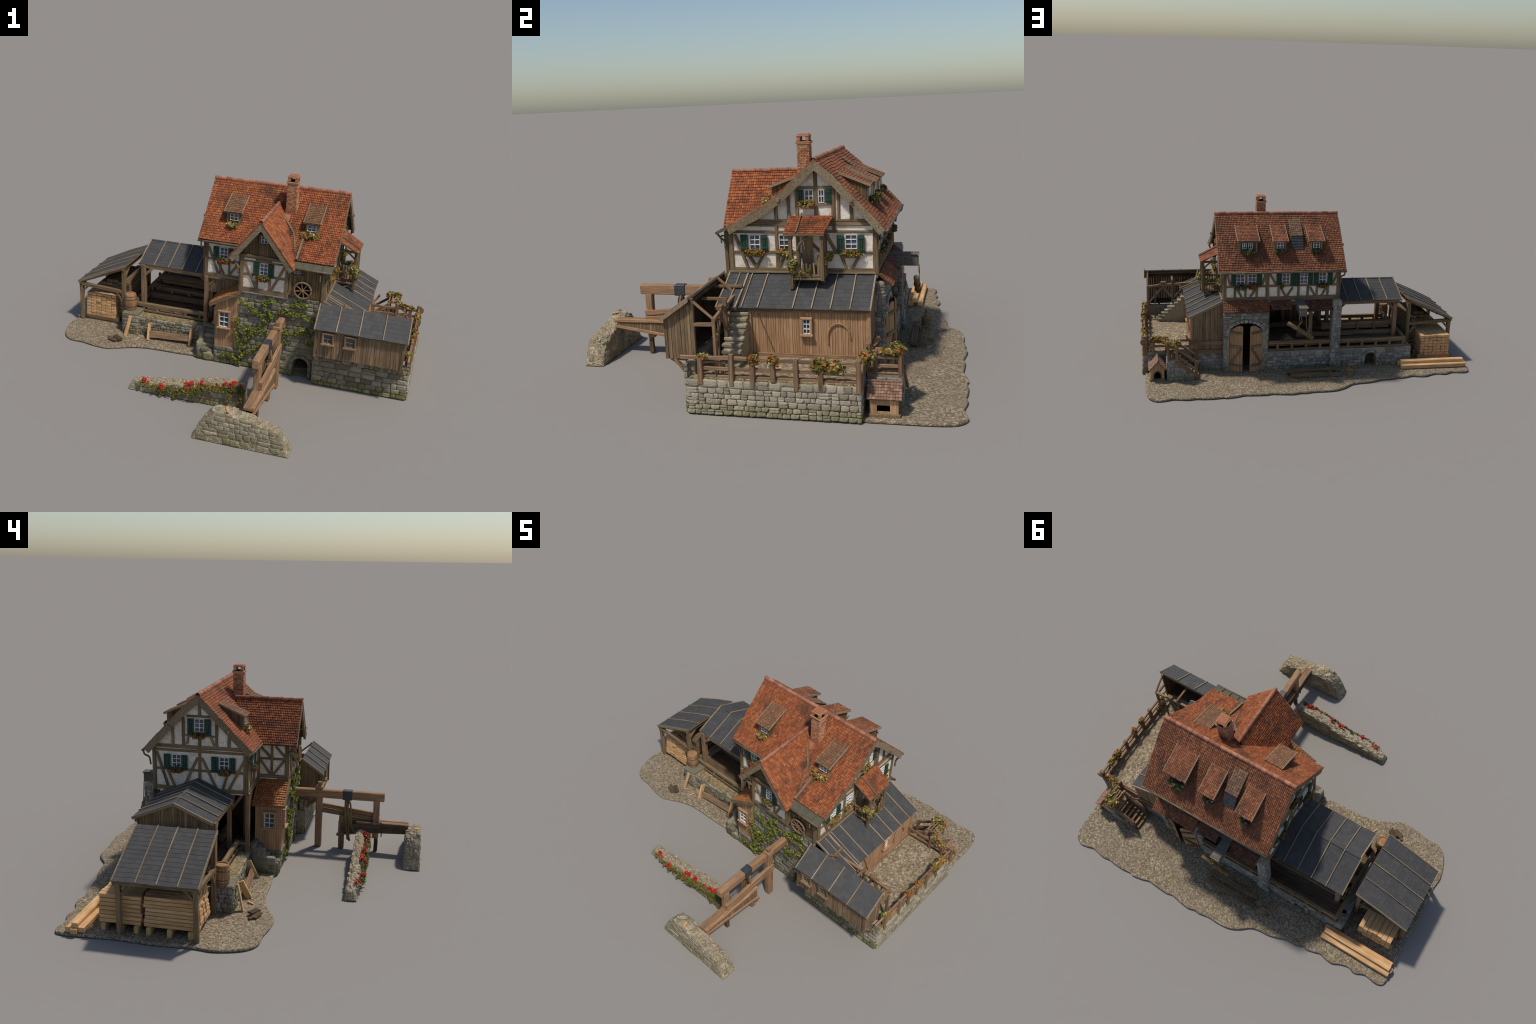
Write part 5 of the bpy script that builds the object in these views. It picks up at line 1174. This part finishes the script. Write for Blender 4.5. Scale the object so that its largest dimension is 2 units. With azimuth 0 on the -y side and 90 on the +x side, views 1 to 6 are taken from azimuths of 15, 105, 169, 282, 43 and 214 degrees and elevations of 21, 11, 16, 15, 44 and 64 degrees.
# ================================================================== loose things
def kennel():
    k = root('dog_kennel', (.912, .56, .02), 'small wooden dog kennel with shingled gable roof', 'kennel'); x0, x1, y0, y1 = .866, .944, .508, .612
    blk('kennel_base', (x0 - .006, y0 - .004, .018), (x1 + .006, y1 + .008, .032), 'timber', k, .002)
    cx = (x0 + x1) / 2; xm = cx
    # front with an arched door
    p = [(-x1, .03), (-cx - .019, .03)] + [(-cx - .019 * math.cos(a), .058 + .020 * math.sin(a)) for a in [math.pi * i / 10 for i in range(11)]] + [(-cx + .019, .03), (-x0, .03), (-x0, .096), (-cx, .136), (-x1, .096)]
    prism('kennel_front', (0, y1, 0), -EX, EZ, p, .008, 'plank_warm', k); prism('kennel_back', (0, y0 + .008, 0), -EX, EZ, [(-x1, .03), (-x0, .03), (-x0, .096), (-cx, .136), (-x1, .096)], .008, 'plank_warm', k)
    blk('kennel_side', (x0, y0 + .008, .03), (x0 + .007, y1 - .008, .096), 'plank_warm', k)
    blk('kennel_side', (x1 - .007, y0 + .008, .03), (x1, y0 + .026, .096), 'plank_warm', k); blk('kennel_side', (x1 - .007, y1 - .030, .03), (x1, y1 - .008, .096), 'plank_warm', k); blk('kennel_side', (x1 - .007, y0 + .026, .066), (x1, y1 - .03, .096), 'plank_warm', k); blk('kennel_side', (x1 - .007, y0 + .026, .03), (x1, y1 - .03, .040), 'plank_warm', k)
    tube('door_trim', smooth_path([(cx + .021, y1 + .002, .032), (cx + .021, y1 + .002, .06), (cx, y1 + .002, .081), (cx - .021, y1 + .002, .06), (cx - .021, y1 + .002, .032)]), .003, 'timber', k, 6)
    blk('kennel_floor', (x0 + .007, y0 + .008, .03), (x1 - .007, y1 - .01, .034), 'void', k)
    for a, b in ((x0 - .010, 1), (x1 + .010, 2)):
        ln = Line([(a, 0, .090), (cx, 0, .141)]); r = roof_board('kennel_roof', ln, EY, y0 - .010, y1 + .012, .004, 'timber', k); tiles('kennel_shingles', ln, EY, y0 - .011, y1 + .013, .011, .0125, .003, .0022, 'tile_dog', r, seed=500 + b)
    beam('kennel_ridge', (cx, y0 - .011, .145), (cx, y1 + .013, .145), .008, .006, 'tile_dog', k)

def barrel():
    b = root('barrel', (-.628, .024, .142), 'stout oak barrel with iron hoops', 'barrel'); c = V((-.628, .024, .142)); H = .094; n = 22; mb = MB()
    rad = lambda t: .0305 + .0065 * math.sin(math.pi * t)
    for i in range(n):
        a0, a1 = 2 * math.pi * (i + .04) / n, 2 * math.pi * (i + .96) / n; vs = []
        for k in range(9):
            t = k / 8; r = rad(t); vs += [c + V((r * math.cos(a), r * math.sin(a), H * t)) for a in (a0, (a0 + a1) / 2, a1)]
        fs = []
        for k in range(8):
            for j in range(2): fs.append((k * 3 + j, k * 3 + j + 1, k * 3 + j + 4, k * 3 + j + 3))
        q = len(vs); vs += [c + V((.026 * math.cos(a), .026 * math.sin(a), H)) for a in (a0, a1)]; fs.append((24, 25, 26, q + 1, q))
        q2 = len(vs); vs += [c + V((.026 * math.cos(a), .026 * math.sin(a), H - .006)) for a in (a0, a1)]; fs.append((q, q + 1, q2 + 1, q2))
        mb.add(vs, fs)
    mb.obj('barrel_stave', 'barrel', b, stuff=True)
    mb = MB()
    for i in range(5): mb.box(c + V((-.021 + i * .0105, 0, H - .007)), (EY, EX, EZ), (math.sqrt(.027 ** 2 - min(.0265, abs(-.021 + i * .0105)) ** 2) if abs(-.021 + i * .0105) < .0265 else .004, .0050, .002), .0006)
    mb.obj('barrel_head', 'barrel', b, stuff=True)
    tube('core', [c + EZ * .002, c + EZ * (H - .010)], .0295, 'barrel', b, 20)
    for t in (.09, .27, .73, .91):
        r = rad(t) + .0004; tube('barrel_hoop', [c + V((r * math.cos(a), r * math.sin(a), H * t)) for a in [2 * math.pi * i / 28 for i in range(29)]], .0019, 'iron' if t in (.27, .73) else 'timber', b, 6)

def yard_things():
    k = root('chopping_block', (-.231, .652, .02), 'round wooden chopping block with an axe', 'chopping block')
    c = V((-.231, .652, 0)); tube('block', [c + EZ * .018, c + EZ * .022, c + EZ * .058, c + EZ * .064], .0235, 'barrel', k, 22, taper=[1, 1.02, 1, .97]).data.materials[0] = MAT['log']
    tube('axe_handle', smooth_path([c + V((.002, .0, .064)), c + V((.004, .0, .085)), c + V((.0, .0, .104))]), .0042, 'timber_red', k)
    beam('axe_head', c + V((.012, .004, .092)), c + V((-.040, -.004, .086)), .006, .012, 'timber_red', k)
    t = root('tied_beams', (-.01, .63, .02), 'two old dark squared beams tied with rope', 'timber')
    beam('old_beam', (.143, .612, .044), (-.169, .608, .046), .030, .020, 'timber', t); beam('old_beam', (.128, .655, .032), (-.170, .660, .034), .030, .022, 'timber', t)
    for x, yy in ((.13, .612), (-.15, .609)): beam('bearer', (x, yy - .015, .025), (x, yy + .015, .025), .02, .016, 'dark_wood', t)
    tube('rope', smooth_path([(.036, .640, .045), (.034, .672, .040), (.046, .690, .024), (.030, .700, .023), (.012, .690, .024), (.022, .672, .038), (.028, .645, .046)]), .003, 'rope', t, 6)
    tube('rope', smooth_path([(-.102, .59, .05), (-.104, .612, .060), (-.108, .635, .044), (-.110, .66, .050), (-.112, .682, .028)]), .003, 'rope', t, 6)
    # bench by the ledge
    b = root('plank_bench', (-.35, -.07, .02), 'simple weathered plank bench with end boards', 'bench')
    beam('bench_end', (-.480, -.070, .012), (-.487, -.030, .097), .030, .010, 'lumber', b, up=EX); beam('bench_end', (-.238, -.050, .012), (-.242, -.012, .101), .030, .010, 'lumber', b, up=EX)
    beam('bench_seat', (-.476, -.053, .044), (-.240, -.034, .050), .010, .040, 'timber_red', b, up=V((0, .35, .94))); beam('bench_rail', (-.476, -.030, .020), (-.240, -.010, .022), .012, .016, 'timber_red', b)
    s = root('leaning_board', (-.61, -.05, .02), 'pale board leaning against the stone ledge', 'board'); beam('board', (-.622, -.072, .020), (-.598, -.042, .140), .020, .008, 'lumber', s, up=EY)
    s = root('wood_offcuts', (-.655, -.135, .02), 'few dark offcut boards lying on gravel', 'wood scraps')
    for p0, p1, w in (((-.690, -.135, .026), (-.635, -.150, .030), .030), ((-.665, -.115, .036), (-.615, -.140, .034), .030), ((-.700, -.128, .026), (-.690, -.118, .026), .020)): beam('offcut', p0, p1, w, .009, 'dark_wood', s)
    beam('offcut', (-.545, -.105, .023), (-.532, -.075, .028), .008, .006, 'lumber', s)

# ================================================================== sluice gate
def sluice():
    g = root('sluice_gate', (.312, -.42, 0), 'oak sluice gate frame with iron band, rope and trough', 'sluice gate'); m = 'gate'
    beam('lintel_beam', (.311, -.648, .314), (.313, -.140, .311), .034, .046, m, g, wob=.02)
    beam('gate_post', (.325, -.291, 0), (.325, -.291, .335), .036, .036, m, g, wob=.02)
    mb = MB(); mb.box((.323, -.291, .343), (EX, EY, EZ), (.020, .020, .007), .002); mb.box((.323, -.291, .361), (EX, EY, EZ), (.011, .011, .013), .002); mb.obj('post_cap', m, g)
    beam('gate_post', (.314, -.607, .078), (.314, -.607, .292), .034, .033, m, g, wob=.02); beam('gate_foot', (.318, -.612, .0), (.318, -.612, .10), .020, .020, 'dark_wood', g); beam('gate_post', (.318, -.420, 0), (.318, -.420, .195), .030, .030, 'timber_red', g)
    for z0, z1, x in ((.236, .200, .342), (.207, .173, .342)): beam('flume_board', (x, -.276, z0 + .003), (x - .006, -.625, z1), .016, .024, m, g)
    # tapering trough
    prism('trough_side', (.343, 0, 0), EY, EZ, [(-.770, .136), (-.405, .080), (-.405, .162), (-.770, .158)], .006, 'timber_red', g)
    mb_top = lambda u: .156 + u * .004 / .365
    planks('trough_planks', (.347, -.768, 0), EY, EZ, .362, lambda u: .152 + u * .012, lambda u: .142 - u * .160, .0072, .005, 'plank_z', g, 601)
    beam('trough_rail', (.343, -.782, .163), (.346, -.404, .167), .018, .014, m, g); beam('trough_rail', (.345, -.782, .137), (.348, -.403, .080), .012, .014, m, g)
    beam('trough_top', (.322, -.785, .160), (.324, -.50, .160), .048, .014, m, g); beam('trough_floor', (.322, -.76, .130), (.325, -.41, .084), .046, .010, 'timber_red', g)
    beam('trough_side', (.300, -.77, .142), (.302, -.42, .125), .008, .050, 'dark_wood', g); beam('trough_end', (.30, -.408, .12), (.345, -.408, .12), .01, .075, 'timber_red', g)
    beam('cross_foot', (.335, -.425, .070), (.345, -.395, .072), .03, .016, 'timber_red', g)
    mb = MB(); mb.box((.312, -.448, .3125), (EY, EX, EZ), (.027, .0195, .0262), .003); mb.obj('iron_band', 'iron', g)
    for i, pa in enumerate(([(.330, -.44, .288), (.337, -.446, .26), (.340, -.452, .20), (.338, -.45, .15), (.336, -.444, .11)], [(.320, -.436, .286), (.312, -.44, .24), (.306, -.45, .17), (.303, -.46, .09), (.302, -.468, .05)], [(.316, -.44, .286), (.300, -.438, .25), (.296, -.44, .18), (.297, -.452, .10), (.298, -.456, .06)],
                            [(.318, -.442, .286), (.306, -.462, .27), (.300, -.470, .22), (.298, -.474, .15), (.296, -.49, .11), (.294, -.51, .105)], [(.312, -.438, .286), (.302, -.452, .24), (.300, -.462, .14), (.300, -.462, .055)])):
        tube('rope', smooth_path(pa), .0052, 'rope', g, 8)
    mb = MB(); mb.box((.326, -.443, .262), (EZ, EX, EY), (.024, .008, .012), .004); mb.obj('pulley_block', 'dark_wood', g)
    tube('iron_rod', smooth_path([(.300, -.60, .175), (.298, -.635, .170), (.298, -.642, .15), (.298, -.640, .09)]), .003, 'iron', g, 6); tube('iron_rod', [(.300, -.31, .208), (.298, -.60, .180)], .002, 'iron', g, 6)
    for o in list(g.children): o.matrix_basis = Matrix.Translation((-.006, 0, 0)) @ o.matrix_basis

# ================================================================== free-standing walls
def free_wall(name, lab, prof_f, prof_b, yf, yb, seed, mat, rh, named):
    w = root(name, ((prof_f[0][0] + prof_f[-1][0]) / 2, (yf + yb) / 2, 0), lab, 'stone wall')
    zf = lambda x: float(np.interp(x, [p[0] for p in prof_f], [p[1] for p in prof_f])); zb = lambda x: float(np.interp(x, [p[0] for p in prof_b], [p[1] for p in prof_b]))
    x0, x1 = prof_f[0][0], prof_f[-1][0]; n = 90; m = 9; mb = MB(); vs = []; fs = []
    for i in range(n + 1):
        x = x0 + (x1 - x0) * i / n; ring = [(x, yf, 0)]; t0, t1 = max(.004, zf(x)), max(.004, zb(x))
        for k in range(1, 5): ring.append((x, yf + .006 * k / 4, (t0 - .004) * k / 4))
        for k in range(m + 1):
            q = k / m; z = t0 + (t1 - t0) * q; z += .009 * math.sin(math.pi * q) + .010 * (mnoise.noise(V((x * 38, q * 4, seed))) + .6 * mnoise.noise(V((x * 90, q * 9, seed + 5)))) * (1 if .05 < i / n < .97 else .3)
            ring.append((x + .004 * mnoise.noise(V((x * 60, q * 5, 3))), yf + .008 + (yb - yf - .016) * q, max(z, .003)))
        for k in range(4, 0, -1): ring.append((x, yb - .006 * k / 4, (t1 - .004) * k / 4))
        ring.append((x, yb, 0)); vs += ring
    L = len(ring)
    for i in range(n):
        for k in range(L - 1): fs.append((i * L + k, (i + 1) * L + k, (i + 1) * L + k + 1, i * L + k + 1))
    fs += [tuple(range(L))[::1], tuple(range(n * L, (n + 1) * L))[::-1]]; mb.add(vs, fs)
    mb.obj('wall_core', 'gravel_top', w)
    mk = lambda zz, s: (lambda u, v, hu, hv: v + hv * .8 < min(zz((x0 + u - hu * .8) if s > 0 else (x1 - u + hu * .8)), zz((x0 + u + hu * .8) if s > 0 else (x1 - u - hu * .8))) + .004)
    rubble((x0, yf + .002, 0), EX, EZ, x1 - x0, max(p[1] for p in prof_f), rh, mat, w, mk(zf, 1), .004, 1.35, seed, named=named, gap=.95, warp=lambda u, v: EY * (.006 * v / .15))
    rubble((x1, yb - .002, 0), -EX, EZ, x1 - x0, max(p[1] for p in prof_b), rh, mat, w, mk(zb, -1), .003, 1.5, seed + 1, gap=.95, warp=lambda u, v: -EY * (.006 * v / .15))
    # stones on the sloping ends and crest
    rr = random.Random(seed + 2); mb = MB()
    for i in range(int((x1 - x0) / .024 * 1.6)):
        x = rr.uniform(x0 + .01, x1 - .008); q = rr.uniform(.08, .92); z = zf(x) + (zb(x) - zf(x)) * q + .002
        slope = (zf(x + .01) - zf(x - .01)) / .02
        a = stone_verts(rr, rh * rr.uniform(.35, .65), rh * rr.uniform(.3, .45), rh * .12); th = math.atan(max(-4, min(4, slope))); c, s = math.cos(th), math.sin(th)
        a = np.stack([a[:, 0] * c - a[:, 2] * s, a[:, 1], a[:, 0] * s + a[:, 2] * c], 1) + np.array([x, yf + .012 + (yb - yf - .024) * q, max(z, .006)]); mb.add(a.tolist(), STF)
    mb.obj('crest_stones', mat, w, smooth=True, stuff=True)
    return w

def walls():
    t = NT('crest_rubble'); e = t.vor(105, 'DISTANCE_TO_EDGE'); v = t.n.new('ShaderNodeSeparateColor'); t.link(t.vor(105, 'F1', None, 'Color'), v.inputs[0])
    c = t.ramp(v.outputs[0], [(.05, '8d7d64'), (.4, 'a08f74'), (.75, 'ae9d82'), (1, 'bfb092')]); c = t.mix(t.math('MULTIPLY', t.ramp(e, [(0, 1), (.08, 0)]), .22), c, '7a6c55'); c = t.mix(t.math('MULTIPLY', t.ramp(t.noise(20, 4, .6), [(.55, 0), (.7, 1)]), .4), c, '75713f')
    MAT['gravel_top'] = t.done(c, .95, t.math('ADD', t.ramp(e, [(0, 0), (.2, 1)]), t.noise(120, 3)), .6, .004)
    pier = free_wall('stone_pier', 'humped free-standing rubble stone pier with mossy foot', [(.073, .003), (.084, .03), (.103, .076), (.133, .128), (.160, .156), (.190, .168), (.22, .163), (.258, .150), (.326, .140), (.382, .132), (.439, .120), (.488, .112), (.507, .060), (.530, .003)],
                     [(.085, .003), (.10, .04), (.13, .10), (.165, .140), (.20, .150), (.242, .150), (.30, .142), (.359, .126), (.417, .109), (.474, .085), (.508, .040), (.524, .003)], -.856, -.766, 701, 'stone_warm', .029, True)
    beam('plank', (.228, -.815, .172), (.243, -.848, .168), .012, .005, 'lumber', pier)
    fw = free_wall('flowering_wall', 'low tapering stone wall overgrown with red flowers', [(-.373, .003), (-.360, .028), (-.345, .038), (-.30, .043), (-.221, .050), (-.113, .060), (-.058, .072), (.014, .092), (.096, .112), (.16, .126), (.235, .132)],
                   [(-.375, .003), (-.360, .036), (-.34, .046), (-.286, .054), (-.176, .070), (-.077, .083), (-.022, .097), (.033, .124), (.121, .132), (.183, .137), (.240, .138)], -.566, -.505, 711, 'stone_warm', .024, False)
    for i, (pa, n, sp) in enumerate((([(-.31, -.566, .048), (-.25, -.575, .046), (-.20, -.578, .050), (-.15, -.575, .052)], 110, .009), ([(-.17, -.575, .058), (-.10, -.578, .054), (-.06, -.576, .066), (-.02, -.574, .078), (.02, -.576, .085)], 190, .012),
                                    ([(.0, -.576, .082), (.05, -.576, .100), (.10, -.574, .108), (.15, -.574, .118), (.19, -.572, .124), (.226, -.566, .126)], 240, .012), ([(-.19, -.574, .048), (-.187, -.578, .025), (-.19, -.58, .006)], 26, .005), ([(-.105, -.576, .056), (-.112, -.578, .030), (-.12, -.58, .005)], 34, .006),
                                    ([(.215, -.568, .125), (.222, -.572, .09), (.226, -.572, .05)], 70, .008), ([(.02, -.576, .085), (-.01, -.58, .062), (-.04, -.58, .048)], 60, .010), ([(.14, -.576, .112), (.165, -.58, .085), (.17, -.58, .07)], 50, .009))):
        vine([V(p) for p in pa], .0016, n, .0095, sp, 'trail', fw, V((0, -.8, .6)), 720 + i)
    for i, (x, y, z, s) in enumerate(((-.292, -.560, .066, .014), (-.265, -.565, .058, .007), (-.190, -.578, .058, .016), (-.058, -.562, .090, .014), (-.035, -.560, .094, .016), (-.052, -.580, .070, .010), (.022, -.565, .110, .018), (.14, -.570, .134, .012), (.172, -.566, .136, .017), (.185, -.556, .146, .010), (.10, -.568, .118, .007), (.215, -.56, .135, .007))):
        rr = random.Random(740 + i); mb = MB()
        for k in range(int(s * 1500)):
            d = V((rr.gauss(0, 1), rr.gauss(-.3, 1), rr.gauss(.4, 1))).normalized(); vs, fs = leaf_shape(rr, V((x, y, z)) + d * s * rr.uniform(.4, 1), d + V((0, -.3, .3)), .0095 * rr.uniform(.7, 1.3), 1.3); mb.add(vs, fs)
        mb.obj('red_blossom', 'red', fw, stuff=True)

yard(); main_roof(); dormers(); chimney(); storey(); balcony(); ground_floor(); sheds(); lumber(); terrace(); kennel(); barrel(); yard_things(); sluice(); walls()
# things that stand on the gravel sit at its level
for n in ('dog_kennel', 'chopping_block', 'tied_beams', 'loose_beams', 'wood_offcuts', 'leaning_board'):
    o = bpy.data.objects[n]; o.matrix_basis = Matrix.Translation((0, 0, -.0085)) @ o.matrix_basis
